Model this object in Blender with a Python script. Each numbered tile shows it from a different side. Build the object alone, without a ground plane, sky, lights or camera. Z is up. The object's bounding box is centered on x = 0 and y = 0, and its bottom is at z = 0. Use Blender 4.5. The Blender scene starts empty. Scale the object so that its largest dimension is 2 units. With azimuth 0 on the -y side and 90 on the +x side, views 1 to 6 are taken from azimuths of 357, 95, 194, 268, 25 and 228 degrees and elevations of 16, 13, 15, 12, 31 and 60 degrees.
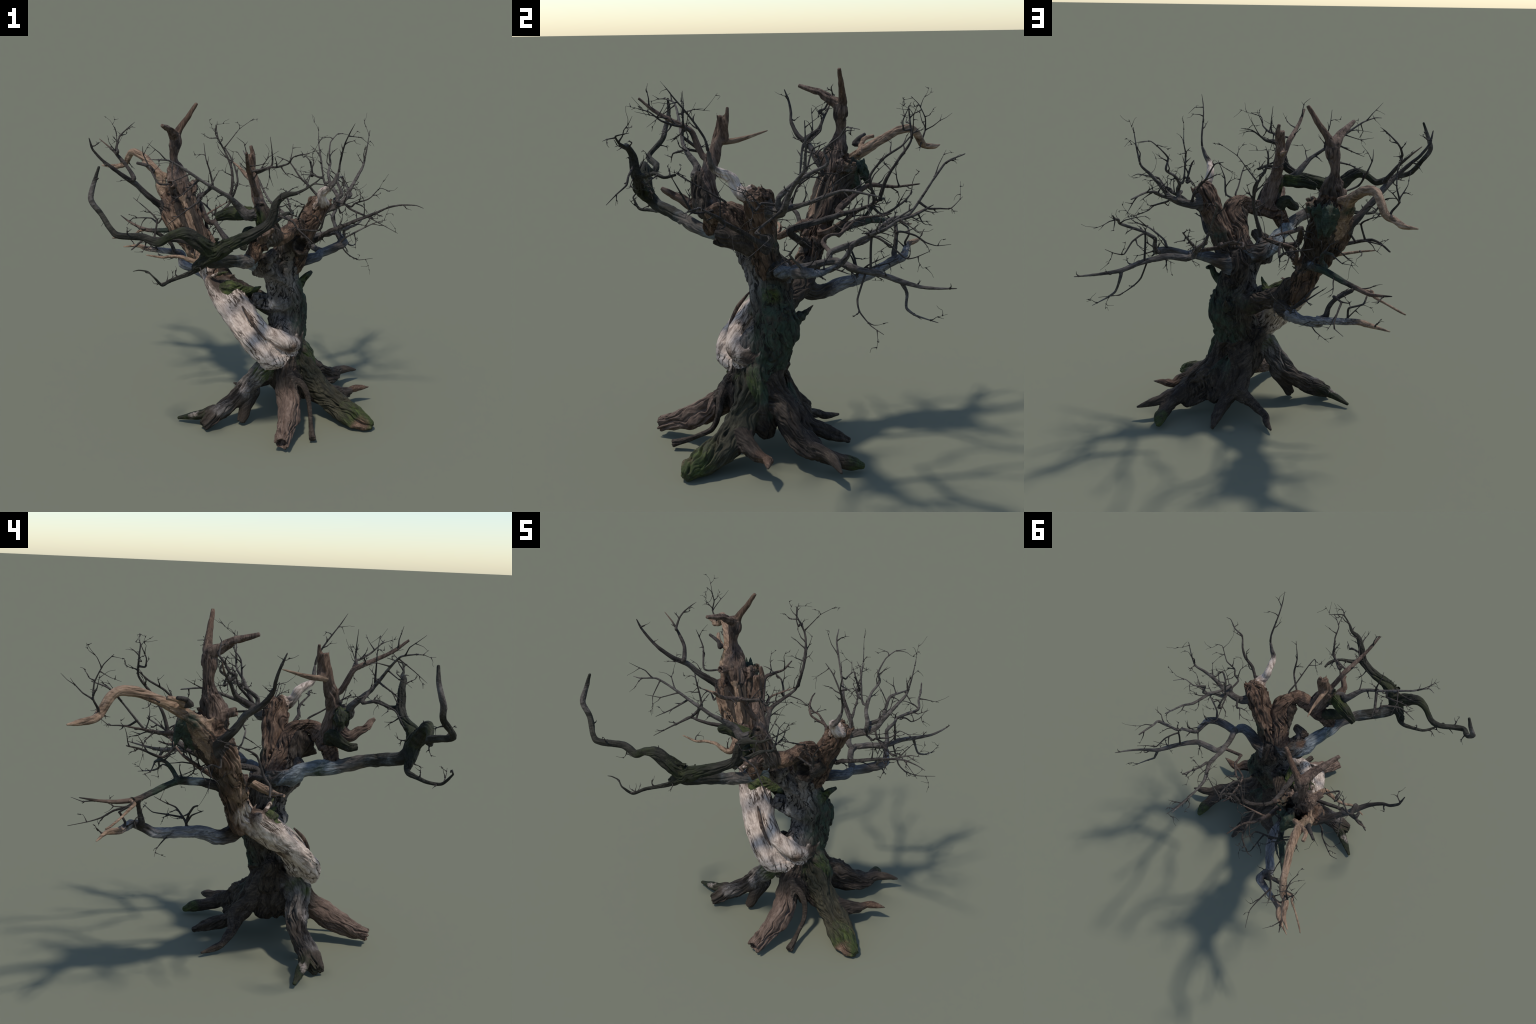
# A dead, gnarled tree: a buttressed trunk on spreading roots, a pale leaning
# second trunk, broken stumps, twisting limbs and bare thorny branches.
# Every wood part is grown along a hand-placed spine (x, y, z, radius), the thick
# wood is fused into one skin, carved with grain in code and then parted by region.
import bpy
import math
import random
import numpy as np
from mathutils import Vector, kdtree

SEED = 11
random.seed(SEED)
VOXEL = 0.0036
THIN = 0.0062          # wood thinner than this is built as a separate branch

# ------------------------------------------------------------------ spines
SPINE = {}
SPINE["r_hollow"] = [(0.17, -0.22, 0.4, 0.05), (0.186, -0.303, 0.281, 0.06), (0.189, -0.336, 0.225, 0.0702), (0.182, -0.474, 0.132, 0.0675), (0.151, -0.583, 0.089, 0.0522), (0.123, -0.682, 0.061, 0.0423)]
SPINE["r_left"] = [(0.152, -0.188, 0.424, 0.0518), (0.1, -0.2, 0.44, 0.045), (0.046, -0.265, 0.359, 0.058), (-0.037, -0.244, 0.246, 0.0594), (-0.138, -0.255, 0.151, 0.0522), (-0.269, -0.319, 0.078, 0.0504), (-0.34, -0.354, 0.032, 0.036)]
SPINE["r_left_tip"] = [(-0.248, -0.301, 0.094, 0.0414), (-0.268, -0.28, 0.102, 0.036), (-0.353, -0.27, 0.068, 0.0306), (-0.498, -0.213, 0.023, 0.0108)]
SPINE["r_left_knob"] = [(-0.047, -0.242, 0.224, 0.0495), (-0.021, -0.228, 0.197, 0.045), (-0.068, -0.271, 0.105, 0.0378), (-0.102, -0.296, 0.021, 0.0315)]
SPINE["r_thin"] = [(0.2, -0.22, 0.42, 0.03), (0.187, -0.302, 0.317, 0.036), (0.225, -0.314, 0.298, 0.0306), (0.28, -0.33, 0.269, 0.0234), (0.311, -0.338, 0.197, 0.018), (0.322, -0.378, 0.114, 0.0135), (0.317, -0.496, 0.055, 0.0162), (0.315, -0.587, 0.028, 0.0234)]
SPINE["r_fright"] = [(0.23, -0.11, 0.48, 0.05), (0.27, -0.165, 0.36, 0.068), (0.349, -0.2, 0.25, 0.07), (0.434, -0.248, 0.155, 0.062), (0.519, -0.308, 0.09, 0.064), (0.589, -0.373, 0.06, 0.066), (0.654, -0.433, 0.045, 0.055), (0.699, -0.458, 0.03, 0.03)]
SPINE["r_fright_spur"] = [(0.488, -0.197, 0.147, 0.054), (0.548, -0.152, 0.112, 0.045), (0.593, -0.11, 0.1, 0.036), (0.622, -0.057, 0.093, 0.0234), (0.662, -0.05, 0.105, 0.027), (0.74, -0.046, 0.104, 0.0054)]
SPINE["r_bright"] = [(0.265, -0.065, 0.44, 0.052), (0.305, -0.04, 0.32, 0.064), (0.385, 0.04, 0.215, 0.072), (0.46, 0.1, 0.145, 0.06), (0.545, 0.18, 0.1, 0.05)]
SPINE["r_bright_a"] = [(0.549, 0.17, 0.12, 0.0405), (0.591, 0.235, 0.108, 0.0297), (0.637, 0.271, 0.099, 0.027), (0.716, 0.307, 0.077, 0.0072)]
SPINE["r_bright_b"] = [(0.532, 0.181, 0.104, 0.045), (0.547, 0.275, 0.065, 0.0378), (0.546, 0.361, 0.046, 0.0342), (0.538, 0.413, 0.029, 0.018)]
SPINE["r_back"] = [(0.177, -0.069, 0.397, 0.0518), (0.18, -0.03, 0.4, 0.045), (0.175, 0.01, 0.27, 0.055), (0.178, 0.07, 0.165, 0.052), (0.206, 0.145, 0.105, 0.042), (0.22, 0.249, 0.06, 0.036), (0.219, 0.344, 0.025, 0.014)]
SPINE["r_backleft"] = [(0.167, -0.073, 0.397, 0.046), (0.13, -0.05, 0.4, 0.04), (0.125, 0.01, 0.25, 0.05), (0.128, 0.09, 0.158, 0.054), (0.035, 0.112, 0.102, 0.0324), (-0.065, 0.172, 0.053, 0.0225), (-0.077, 0.208, 0.036, 0.0216), (-0.127, 0.286, 0.025, 0.0072)]
SPINE["t_up"] = [(0.19, -0.14, 0.2, 0.08), (0.2, -0.13, 0.305, 0.108), (0.208, -0.115, 0.42, 0.114), (0.215, -0.075, 0.52, 0.113), (0.22, -0.045, 0.64, 0.112), (0.21, -0.055, 0.76, 0.104), (0.195, -0.06, 0.87, 0.098), (0.18, -0.05, 0.96, 0.095)]
SPINE["t_stump"] = [(0.195, -0.065, 0.93, 0.088), (0.25, -0.085, 1.02, 0.078), (0.298, -0.09, 1.11, 0.069), (0.335, -0.088, 1.2, 0.069), (0.378, -0.093, 1.3, 0.072), (0.41, -0.1, 1.38, 0.066)]
SPINE["t_arch"] = [(0.15, -0.1, 1.03, 0.055), (0.2, -0.14, 1.13, 0.05), (0.265, -0.208, 1.227, 0.06), (0.246, -0.271, 1.273, 0.042), (0.227, -0.327, 1.268, 0.042), (0.177, -0.349, 1.237, 0.048), (0.02, -0.385, 1.2, 0.045), (-0.005, -0.4, 1.15, 0.042), (-0.035, -0.41, 1.1, 0.035)]
SPINE["t_white"] = [(0.17, -0.17, 0.45, 0.05), (0.11, -0.235, 0.46, 0.062), (0.05, -0.245, 0.505, 0.07), (0, -0.22, 0.585, 0.07), (-0.07, -0.15, 0.67, 0.073), (-0.15, -0.075, 0.74, 0.08), (-0.2, 0.02, 0.81, 0.076)]
SPINE["l_blue"] = [(0.14, -0.08, 0.985, 0.055), (0.06, -0.12, 1, 0.052), (-0.004, -0.19, 1.035, 0.0462), (-0.012, -0.233, 1.071, 0.042), (-0.026, -0.297, 1.088, 0.042), (-0.039, -0.386, 1.096, 0.042), (-0.047, -0.467, 1.114, 0.03696), (-0.099, -0.559, 1.153, 0.03528), (-0.19, -0.656, 1.186, 0.0336), (-0.251, -0.732, 1.205, 0.0336), (-0.26, -0.778, 1.248, 0.0378)]
SPINE["l_snake"] = [(-0.257, -0.78, 1.253, 0.0321), (-0.245, -0.79, 1.275, 0.045), (-0.378, -0.832, 1.391, 0.036), (-0.454, -0.832, 1.393, 0.02352), (-0.536, -0.814, 1.346, 0.02184), (-0.618, -0.803, 1.379, 0.02016), (-0.75, -0.876, 1.419, 0.01764), (-0.828, -0.804, 1.511, 0.01596), (-0.878, -0.787, 1.588, 0.01596), (-0.857, -0.762, 1.678, 0.01344), (-0.828, -0.76, 1.759, 0.00756)]
SPINE["l_dark_right"] = [(-0.24, -0.792, 1.278, 0.0382), (-0.22, -0.8, 1.29, 0.04), (-0.153, -0.816, 1.326, 0.0378), (-0.084, -0.8, 1.348, 0.0336), (-0.013, -0.784, 1.377, 0.02856), (0.064, -0.776, 1.422, 0.02856), (0.086, -0.779, 1.479, 0.0252), (0.098, -0.779, 1.528, 0.02184), (0.146, -0.797, 1.582, 0.0168), (0.209, -0.797, 1.591, 0.01092), (0.254, -0.813, 1.613, 0.00672), (0.317, -0.813, 1.653, 0.0042), (0.37, -0.733, 1.674, 0.00168)]
SPINE["l_low_dark"] = [(-0.245, -0.79, 1.275, 0.035), (-0.297, -0.772, 1.215, 0.0252), (-0.341, -0.753, 1.17, 0.01848), (-0.377, -0.758, 1.152, 0.01428), (-0.484, -0.828, 1.135, 0.01008), (-0.522, -0.897, 1.136, 0.00924), (-0.56, -0.941, 1.195, 0.00504), (-0.593, -0.921, 1.222, 0.0042), (-0.638, -0.917, 1.23, 0.00336), (-0.668, -0.913, 1.224, 0.00168)]
SPINE["l_fork"] = [(0.091, -0.371, 1.233, 0.0394), (0.085, -0.38, 1.28, 0.05), (0.053, -0.403, 1.394, 0.042), (0.024, -0.383, 1.482, 0.036), (0.004, -0.354, 1.575, 0.031), (-0.007, -0.334, 1.654, 0.027), (-0.012, -0.324, 1.72, 0.022)]
SPINE["l_fork_long"] = [(0.02, -0.391, 1.499, 0.0213), (0.015, -0.43, 1.517, 0.01848), (-0.004, -0.459, 1.576, 0.01848), (-0.023, -0.493, 1.643, 0.0168), (-0.032, -0.564, 1.682, 0.01428), (-0.042, -0.672, 1.736, 0.01092), (-0.051, -0.771, 1.812, 0.00756)]
SPINE["l_fork_spike"] = [(-0.001, -0.349, 1.586, 0.0193), (-0.013, -0.341, 1.583, 0.0168), (-0.034, -0.269, 1.591, 0.01512), (-0.054, -0.206, 1.604, 0.01176), (-0.071, -0.158, 1.617, 0.0084), (-0.1, -0.099, 1.634, 0.00336)]
SPINE["l_twiggy"] = [(0.039, -0.41, 1.404, 0.0338), (-0.033, -0.478, 1.401, 0.0294), (-0.082, -0.474, 1.444, 0.02184), (-0.135, -0.536, 1.515, 0.01512), (-0.177, -0.562, 1.548, 0.0126), (-0.226, -0.576, 1.585, 0.01092), (-0.287, -0.593, 1.627, 0.00924), (-0.375, -0.622, 1.699, 0.00756), (-0.462, -0.655, 1.76, 0.00504), (-0.522, -0.725, 1.78, 0.00336), (-0.567, -0.723, 1.782, 0.00168)]
SPINE["l_block"] = [(0.103, -0.389, 1.212, 0.04704), (0.115, -0.399, 1.244, 0.05645), (0.076, -0.423, 1.318, 0.05833), (0.033, -0.436, 1.406, 0.05174)]
SPINE["l_moss"] = [(-0.014, -0.448, 1.39, 0.04234), (-0.085, -0.427, 1.397, 0.04234), (-0.154, -0.413, 1.395, 0.03293), (-0.22, -0.408, 1.373, 0.01882)]
SPINE["l_horn"] = [(0.417, -0.122, 1.38, 0.0435), (0.431, -0.169, 1.38, 0.0378), (0.421, -0.209, 1.415, 0.0294), (0.416, -0.231, 1.46, 0.02688), (0.448, -0.307, 1.504, 0.02016), (0.48, -0.321, 1.544, 0.01512), (0.501, -0.327, 1.596, 0.00924)]
SPINE["l_horn_tip"] = [(0.505, -0.329, 1.605, 0.00924), (0.51, -0.343, 1.664, 0.00672), (0.518, -0.389, 1.738, 0.00504), (0.527, -0.429, 1.793, 0.0042), (0.544, -0.473, 1.85, 0.00336), (0.567, -0.513, 1.909, 0.00126)]
SPINE["f_main"] = [(0.198, -0.041, 0.94, 0.0506), (0.256, 0.003, 0.949, 0.044), (0.353, -0.002, 0.976, 0.036), (0.412, 0.003, 0.989, 0.032), (0.439, 0.041, 1.004, 0.0288)]
SPINE["f_blue"] = [(0.441, 0.051, 1.002, 0.0245), (0.446, 0.071, 0.997, 0.0288), (0.507, 0.088, 1.012, 0.0288), (0.564, 0.116, 1.026, 0.0288), (0.613, 0.165, 1.037, 0.024), (0.615, 0.21, 1.04, 0.015), (0.6, 0.27, 1.07, 0.006)]
SPINE["f_white"] = [(0.445, 0.071, 1, 0.0245), (0.439, 0.072, 1.014, 0.024), (0.415, 0.115, 1.016, 0.0208), (0.391, 0.166, 1.022, 0.02), (0.374, 0.23, 1.036, 0.0192), (0.384, 0.283, 1.041, 0.0192)]
SPINE["f_long"] = [(0.389, 0.284, 1.04, 0.0192), (0.475, 0.316, 1.05, 0.0192), (0.526, 0.342, 1.047, 0.0192), (0.57, 0.396, 1.042, 0.0176), (0.613, 0.477, 1.04, 0.016), (0.671, 0.569, 1.02, 0.0136), (0.757, 0.657, 1.016, 0.0088), (0.806, 0.728, 1.023, 0.0064), (0.844, 0.805, 1.034, 0.0024)]
SPINE["f_long_fork"] = [(0.676, 0.578, 1.016, 0.0112), (0.671, 0.58, 1.008, 0.0112), (0.675, 0.602, 0.963, 0.0088), (0.703, 0.599, 0.901, 0.0072), (0.735, 0.639, 0.876, 0.0048), (0.779, 0.736, 0.856, 0.0016)]
SPINE["f_up"] = [(0.372, 0.243, 1.043, 0.0163), (0.344, 0.245, 1.079, 0.0176), (0.314, 0.359, 1.114, 0.016), (0.292, 0.422, 1.131, 0.0144), (0.181, 0.548, 1.213, 0.0112), (0.149, 0.646, 1.239, 0.008), (0.027, 0.822, 1.473, 0.0056), (0, 0.925, 1.52, 0.0032)]
SPINE["g_main"] = [(0.398, -0.075, 1.308, 0.0313), (0.449, -0.012, 1.295, 0.0272), (0.487, 0.005, 1.303, 0.024), (0.545, 0.024, 1.318, 0.0208), (0.591, 0.038, 1.348, 0.0168), (0.627, 0.056, 1.404, 0.0128), (0.682, 0.095, 1.483, 0.0096), (0.724, 0.135, 1.543, 0.0072), (0.745, 0.142, 1.637, 0.0048), (0.765, 0.138, 1.764, 0.002)]
SPINE["g_mid"] = [(0.534, 0.017, 1.322, 0.0182), (0.538, 0.003, 1.347, 0.016), (0.541, 0.007, 1.388, 0.0136), (0.511, 0.06, 1.434, 0.012), (0.505, 0.159, 1.497, 0.0096), (0.529, 0.235, 1.542, 0.008), (0.52, 0.219, 1.61, 0.0056), (0.538, 0.293, 1.672, 0.004), (0.585, 0.32, 1.717, 0.0032), (0.631, 0.379, 1.712, 0.0016)]
SPINE["h_tan"] = [(-0.435, 0.27, 1.288, 0.0518), (-0.47, 0.25, 1.28, 0.045), (-0.52, 0.28, 1.34, 0.042), (-0.563, 0.336, 1.41, 0.036), (-0.565, 0.361, 1.43, 0.0336), (-0.584, 0.432, 1.476, 0.0304), (-0.654, 0.552, 1.541, 0.0272), (-0.709, 0.623, 1.571, 0.0256), (-0.758, 0.691, 1.577, 0.024), (-0.785, 0.735, 1.549, 0.0232), (-0.823, 0.771, 1.484, 0.0208), (-0.874, 0.793, 1.461, 0.0176), (-0.923, 0.856, 1.451, 0.0152), (-0.993, 0.894, 1.452, 0.0048)]
SPINE["h_left"] = [(-0.44, 0.22, 1.22, 0.04), (-0.538, 0.217, 1.282, 0.0336), (-0.571, 0.226, 1.31, 0.0256), (-0.648, 0.151, 1.4, 0.0208), (-0.706, 0.11, 1.473, 0.0176), (-0.768, 0.028, 1.542, 0.0144), (-0.843, -0.014, 1.615, 0.0112), (-0.897, -0.018, 1.663, 0.0096), (-0.943, -0.033, 1.73, 0.008), (-0.955, -0.059, 1.797, 0.0032)]
SPINE["h_left_fork"] = [(-0.729, 0.073, 1.507, 0.0137), (-0.713, 0.073, 1.518, 0.016), (-0.752, 0.153, 1.57, 0.0128), (-0.804, 0.182, 1.635, 0.0096), (-0.866, 0.213, 1.695, 0.0056), (-0.925, 0.225, 1.746, 0.0024)]
SPINE["h_left_up"] = [(-0.819, 0.187, 1.652, 0.0073), (-0.81, 0.157, 1.677, 0.0096), (-0.82, 0.191, 1.692, 0.008), (-0.811, 0.213, 1.732, 0.0056), (-0.794, 0.24, 1.765, 0.0048), (-0.733, 0.23, 1.819, 0.0032), (-0.701, 0.243, 1.844, 0.0008)]
SPINE["h_horn_l"] = [(-0.458, 0.285, 1.736, 0.036), (-0.474, 0.21, 1.78, 0.0272), (-0.493, 0.164, 1.807, 0.0208), (-0.523, 0.049, 1.846, 0.0112)]
SPINE["h_horn_r"] = [(-0.453, 0.298, 1.739, 0.032), (-0.418, 0.296, 1.797, 0.0224), (-0.374, 0.291, 1.853, 0.0168), (-0.341, 0.285, 1.901, 0.0144), (-0.312, 0.28, 1.945, 0.0096)]
SPINE["h_low_green"] = [(-0.313, 0.184, 1.022, 0.03136), (-0.324, 0.236, 1.043, 0.02688), (-0.339, 0.303, 1.061, 0.0233), (-0.403, 0.407, 1.082, 0.02061), (-0.469, 0.46, 1.08, 0.01882), (-0.572, 0.54, 1.06, 0.01613), (-0.678, 0.616, 1.044, 0.01344), (-0.747, 0.7, 1.047, 0.01075), (-0.823, 0.78, 1.069, 0.007168), (-0.882, 0.856, 1.095, 0.002688)]
SPINE["h_low_green_b"] = [(-0.705, 0.642, 1.044, 0.0107), (-0.747, 0.616, 1.038, 0.0096), (-0.763, 0.638, 1.017, 0.008), (-0.841, 0.674, 0.991, 0.0064), (-0.91, 0.71, 0.971, 0.0056), (-0.937, 0.728, 0.966, 0.004)]
SPINE["h_low_green_c"] = [(-0.453, 0.44, 1.085, 0.0164), (-0.461, 0.428, 1.095, 0.016), (-0.44, 0.454, 1.139, 0.0128), (-0.455, 0.486, 1.182, 0.0104), (-0.473, 0.511, 1.199, 0.0096), (-0.523, 0.542, 1.199, 0.0064)]
SPINE["h_low_pale"] = [(-0.133, 0.106, 0.783, 0.0506), (-0.137, 0.132, 0.737, 0.0456), (-0.2143, 0.217, 0.731, 0.04104), (-0.2407, 0.296, 0.764, 0.03648), (-0.277, 0.371, 0.772, 0.03283), (-0.35, 0.461, 0.789, 0.0301), (-0.447, 0.544, 0.814, 0.02918), (-0.456, 0.597, 0.845, 0.02736), (-0.468, 0.652, 0.864, 0.02371), (-0.691, 0.692, 0.888, 0.01824), (-0.758, 0.745, 0.898, 0.01368), (-0.868, 0.78, 0.886, 0.003648)]
SPINE["h_low_link"] = [(-0.467, 0.609, 0.854, 0.0202), (-0.504, 0.601, 0.876, 0.0176), (-0.52, 0.609, 0.931, 0.0144), (-0.559, 0.614, 0.982, 0.0128), (-0.644, 0.614, 1.035, 0.0112)]
SPINE["h_right_tall"] = [(-0.265, 0.122, 0.964, 0.0239), (-0.138, 0.013, 1.085, 0.0208), (-0.174, 0.14, 1.12, 0.0176), (-0.219, 0.31, 1.166, 0.0144), (-0.176, 0.405, 1.201, 0.012), (-0.118, 0.47, 1.253, 0.0096), (-0.061, 0.445, 1.394, 0.0072), (-0.077, 0.522, 1.494, 0.0064), (-0.106, 0.61, 1.549, 0.0056), (-0.136, 0.655, 1.594, 0.004)]
SPINE["h_front_tan"] = [(-0.335, 0.064, 1.075, 0.0239), (-0.33, -0.057, 1.013, 0.0208), (-0.393, -0.065, 1.025, 0.0144), (-0.438, -0.057, 1.042, 0.012), (-0.504, -0.073, 1.053, 0.0096), (-0.555, -0.104, 1.057, 0.008), (-0.648, -0.098, 1.073, 0.004)]
SPINE["h_brown_back"] = [(-0.295, 0.176, 1.043, 0.0258), (-0.236, 0.195, 1.051, 0.0224), (-0.246, 0.238, 1.07, 0.0176), (-0.272, 0.314, 1.115, 0.0136), (-0.28, 0.382, 1.166, 0.0112), (-0.264, 0.425, 1.195, 0.0072), (-0.114, 0.505, 1.259, 0.0024)]
SPINE["k_bridge"] = [(0.012, -0.105, 0.758, 0.0475), (0.08, -0.084, 0.73, 0.05225), (0.146, -0.102, 0.73, 0.057), (0.211, -0.139, 0.752, 0.057)]
SPINE["k_shelf"] = [(-0.156, -0.058, 0.825, 0.05), (-0.065, -0.03, 0.8, 0.035), (-0.006, -0.029, 0.789, 0.025), (0.046, -0.109, 0.844, 0.006)]
SPINE["k_spur"] = [(0.294, -0.037, 0.822, 0.03), (0.328, -0.03, 0.865, 0.022), (0.354, -0.053, 0.899, 0.018), (0.373, -0.026, 0.905, 0.012)]
SPINE["k_knot"] = [(0.29, -0.13, 1.09, 0.05), (0.29, -0.24, 1.14, 0.055), (0.285, -0.315, 1.162, 0.055)]
SPINE["k_ring"] = [(-0.469, 0.247, 1.443, 0.03), (-0.48, 0.197, 1.446, 0.026), (-0.494, 0.148, 1.46, 0.024)]
SPINE["k_core"] = [(0.19, -0.13, 0.62, 0.058), (0.18, -0.165, 0.52, 0.088), (0.165, -0.185, 0.42, 0.1), (0.16, -0.18, 0.28, 0.1), (0.18, -0.14, 0.17, 0.06)]
SPINE["k_back"] = [(0.16, -0.05, 0.16, 0.05), (0.17, -0.075, 0.3, 0.068), (0.18, -0.08, 0.45, 0.074), (0.19, -0.03, 0.6, 0.08)]
SPINE["k_spike"] = [(0.22, 0.04, 0.69, 0.03), (0.21, 0.085, 0.705, 0.022), (0.205, 0.12, 0.73, 0.012), (0.2, 0.15, 0.76, 0.004)]
SPINE["t_shell"] = [(-0.208, 0.076, 0.8, 0.07), (-0.255, 0.118, 0.9, 0.074), (-0.305, 0.152, 1, 0.066), (-0.33, 0.195, 1.1, 0.056), (-0.36, 0.245, 1.2, 0.06), (-0.382, 0.28, 1.29, 0.06), (-0.395, 0.295, 1.34, 0.05)]
SPINE["t_neck"] = [(-0.42, 0.25, 1.28, 0.05), (-0.437, 0.255, 1.38, 0.07), (-0.45, 0.262, 1.46, 0.073), (-0.465, 0.278, 1.53, 0.052), (-0.472, 0.288, 1.59, 0.028), (-0.468, 0.288, 1.64, 0.031), (-0.458, 0.286, 1.69, 0.042), (-0.454, 0.29, 1.73, 0.04)]
SPINE["k_side"] = [(0.29, -0.1, 0.3, 0.055), (0.28, -0.085, 0.42, 0.055), (0.268, -0.012, 0.58, 0.07), (0.272, 0.006, 0.67, 0.072), (0.255, -0.02, 0.78, 0.058), (0.24, -0.05, 0.88, 0.055)]
SPINE["k_front"] = [(0.125, -0.11, 0.7, 0.045), (0.14, -0.1, 0.78, 0.058), (0.14, -0.1, 0.84, 0.06), (0.12, -0.13, 0.92, 0.058), (0.08, -0.16, 0.99, 0.05)]
SPINE["k_lip"] = [(0.03, -0.14, 0.95, 0.042), (0.05, -0.195, 1.01, 0.04), (0.085, -0.235, 1.06, 0.036), (0.13, -0.225, 1.1, 0.03)]
SPINE["k_mass"] = [(0.17, -0.08, 0.97, 0.07), (0.2, -0.14, 1.06, 0.062), (0.215, -0.2, 1.15, 0.055), (0.225, -0.245, 1.22, 0.048)]
SPINE["k_ridge_a"] = [(0.055, -0.245, 1.07, 0.03), (0.085, -0.225, 1.02, 0.032), (0.135, -0.185, 0.945, 0.028), (0.2, -0.155, 0.89, 0.026), (0.235, -0.15, 0.82, 0.02), (0.25, -0.14, 0.74, 0.012)]
SPINE["k_burr"] = [(0.26, 0, 0.57, 0.055), (0.285, 0.022, 0.635, 0.064), (0.28, 0.018, 0.71, 0.055)]
SPINE["k_root_side"] = [(0.36, -0.165, 0.25, 0.05), (0.46, -0.215, 0.15, 0.055), (0.56, -0.3, 0.085, 0.055), (0.64, -0.385, 0.052, 0.045)]
SPINE["k_ridge_b"] = [(0.215, -0.17, 1.02, 0.03), (0.21, -0.155, 0.92, 0.03), (0.25, -0.14, 0.8, 0.03), (0.27, -0.13, 0.68, 0.024), (0.27, -0.14, 0.55, 0.02)]
SPINE["k_ridge_c"] = [(0.185, -0.17, 0.62, 0.025), (0.2, -0.19, 0.57, 0.032), (0.22, -0.2, 0.53, 0.03)]
SPINE["k_lobe"] = [(0.285, -0.125, 0.44, 0.065), (0.305, -0.115, 0.28, 0.082), (0.32, -0.1, 0.16, 0.075), (0.32, -0.085, 0.095, 0.045)]
SPINE["k_fill"] = [(0.21, -0.2, 0.38, 0.065), (0.245, -0.225, 0.24, 0.062), (0.25, -0.22, 0.12, 0.03)]
SPINE["k_stump_rib"] = [(0.26, -0.1, 1.04, 0.05), (0.31, -0.11, 1.14, 0.045), (0.37, -0.11, 1.24, 0.042), (0.425, -0.12, 1.33, 0.045), (0.46, -0.12, 1.385, 0.035)]
SPINE["k_web"] = [(0.25, -0.03, 0.3, 0.05), (0.32, 0.035, 0.2, 0.078), (0.405, 0.09, 0.12, 0.068), (0.475, 0.135, 0.085, 0.05)]
SPINE["k_web_b"] = [(0.2, 0, 0.3, 0.05), (0.255, 0.06, 0.17, 0.05), (0.3, 0.11, 0.1, 0.04)]
SPINE["k_web_c"] = [(0.25, -0.17, 0.3, 0.055), (0.33, -0.19, 0.18, 0.06), (0.43, -0.21, 0.11, 0.05)]
SPINE["t_pale_a"] = [(0.2, -0.15, 0.4, 0.035), (0.15, -0.255, 0.405, 0.043), (0.085, -0.318, 0.43, 0.053), (0.02, -0.315, 0.49, 0.058), (-0.05, -0.27, 0.57, 0.058), (-0.115, -0.195, 0.65, 0.056), (-0.18, -0.12, 0.72, 0.053), (-0.23, -0.045, 0.79, 0.05), (-0.27, 0.02, 0.87, 0.04)]
SPINE["t_pale_b"] = [(0.27, -0.13, 0.48, 0.035), (0.25, -0.215, 0.495, 0.042), (0.2, -0.258, 0.515, 0.048), (0.15, -0.265, 0.545, 0.048), (0.065, -0.255, 0.595, 0.047), (-0.01, -0.2, 0.665, 0.05), (-0.07, -0.12, 0.74, 0.053), (-0.13, -0.05, 0.79, 0.05), (-0.19, 0.02, 0.85, 0.045)]
SPINE["k_underside"] = [(-0.248, 0.13, 0.88, 0.055), (-0.33, 0.13, 1, 0.064), (-0.398, 0.158, 1.1, 0.066), (-0.462, 0.188, 1.2, 0.07), (-0.508, 0.218, 1.29, 0.068), (-0.52, 0.245, 1.34, 0.055)]
SPINE["k_bowl"] = [(-0.37, 0.215, 1.14, 0.06), (-0.415, 0.255, 1.25, 0.075), (-0.44, 0.3, 1.34, 0.098), (-0.45, 0.318, 1.395, 0.106)]
SPINE["k_flap"] = [(-0.452, 0.334, 1.394, 0.0402), (-0.46, 0.4, 1.39, 0.035), (-0.46, 0.43, 1.335, 0.026), (-0.455, 0.445, 1.275, 0.007)]
SPINE["k_flap_b"] = [(-0.43, 0.36, 1.34, 0.035), (-0.42, 0.385, 1.3, 0.026), (-0.41, 0.395, 1.25, 0.007)]
SPINE["k_slat_a"] = [(-0.38, 0.148, 1.12, 0.01), (-0.415, 0.166, 1.22, 0.014), (-0.45, 0.198, 1.32, 0.008)]
SPINE["k_slat_b"] = [(-0.35, 0.148, 1.12, 0.01), (-0.385, 0.162, 1.235, 0.014), (-0.42, 0.198, 1.35, 0.008)]
SPINE["k_slat_c"] = [(-0.32, 0.148, 1.12, 0.01), (-0.355, 0.166, 1.23, 0.014), (-0.39, 0.198, 1.34, 0.008)]
SPINE["k_elbow"] = [(0.14, -0.03, 0.67, 0.06), (0.05, 0, 0.715, 0.058), (-0.05, 0.055, 0.76, 0.055), (-0.14, 0.1, 0.805, 0.06), (-0.21, 0.105, 0.88, 0.06)]
SPINE["k_hollow"] = [(-0.33, 0.17, 1.06, 0.03), (-0.34, 0.11, 1.075, 0.035), (-0.335, 0.075, 1.08, 0.034)]
SPINE["k_splinter"] = [(-0.075, -0.205, 0.755, 0.006), (-0.03, -0.262, 0.69, 0.011), (0.015, -0.296, 0.625, 0.009), (0.06, -0.312, 0.57, 0.005)]
SPINE["k_hip"] = [(0.05, -0.1, 0.5, 0.045), (0.08, -0.085, 0.43, 0.05), (0.11, -0.07, 0.34, 0.05)]
SPINE["l_web"] = [(-0.336, -0.757, 1.18, 0.0169), (-0.35, -0.76, 1.185, 0.02), (-0.3, -0.775, 1.225, 0.036), (-0.25, -0.79, 1.262, 0.046), (-0.18, -0.805, 1.305, 0.038), (-0.11, -0.8, 1.338, 0.026)]
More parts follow.
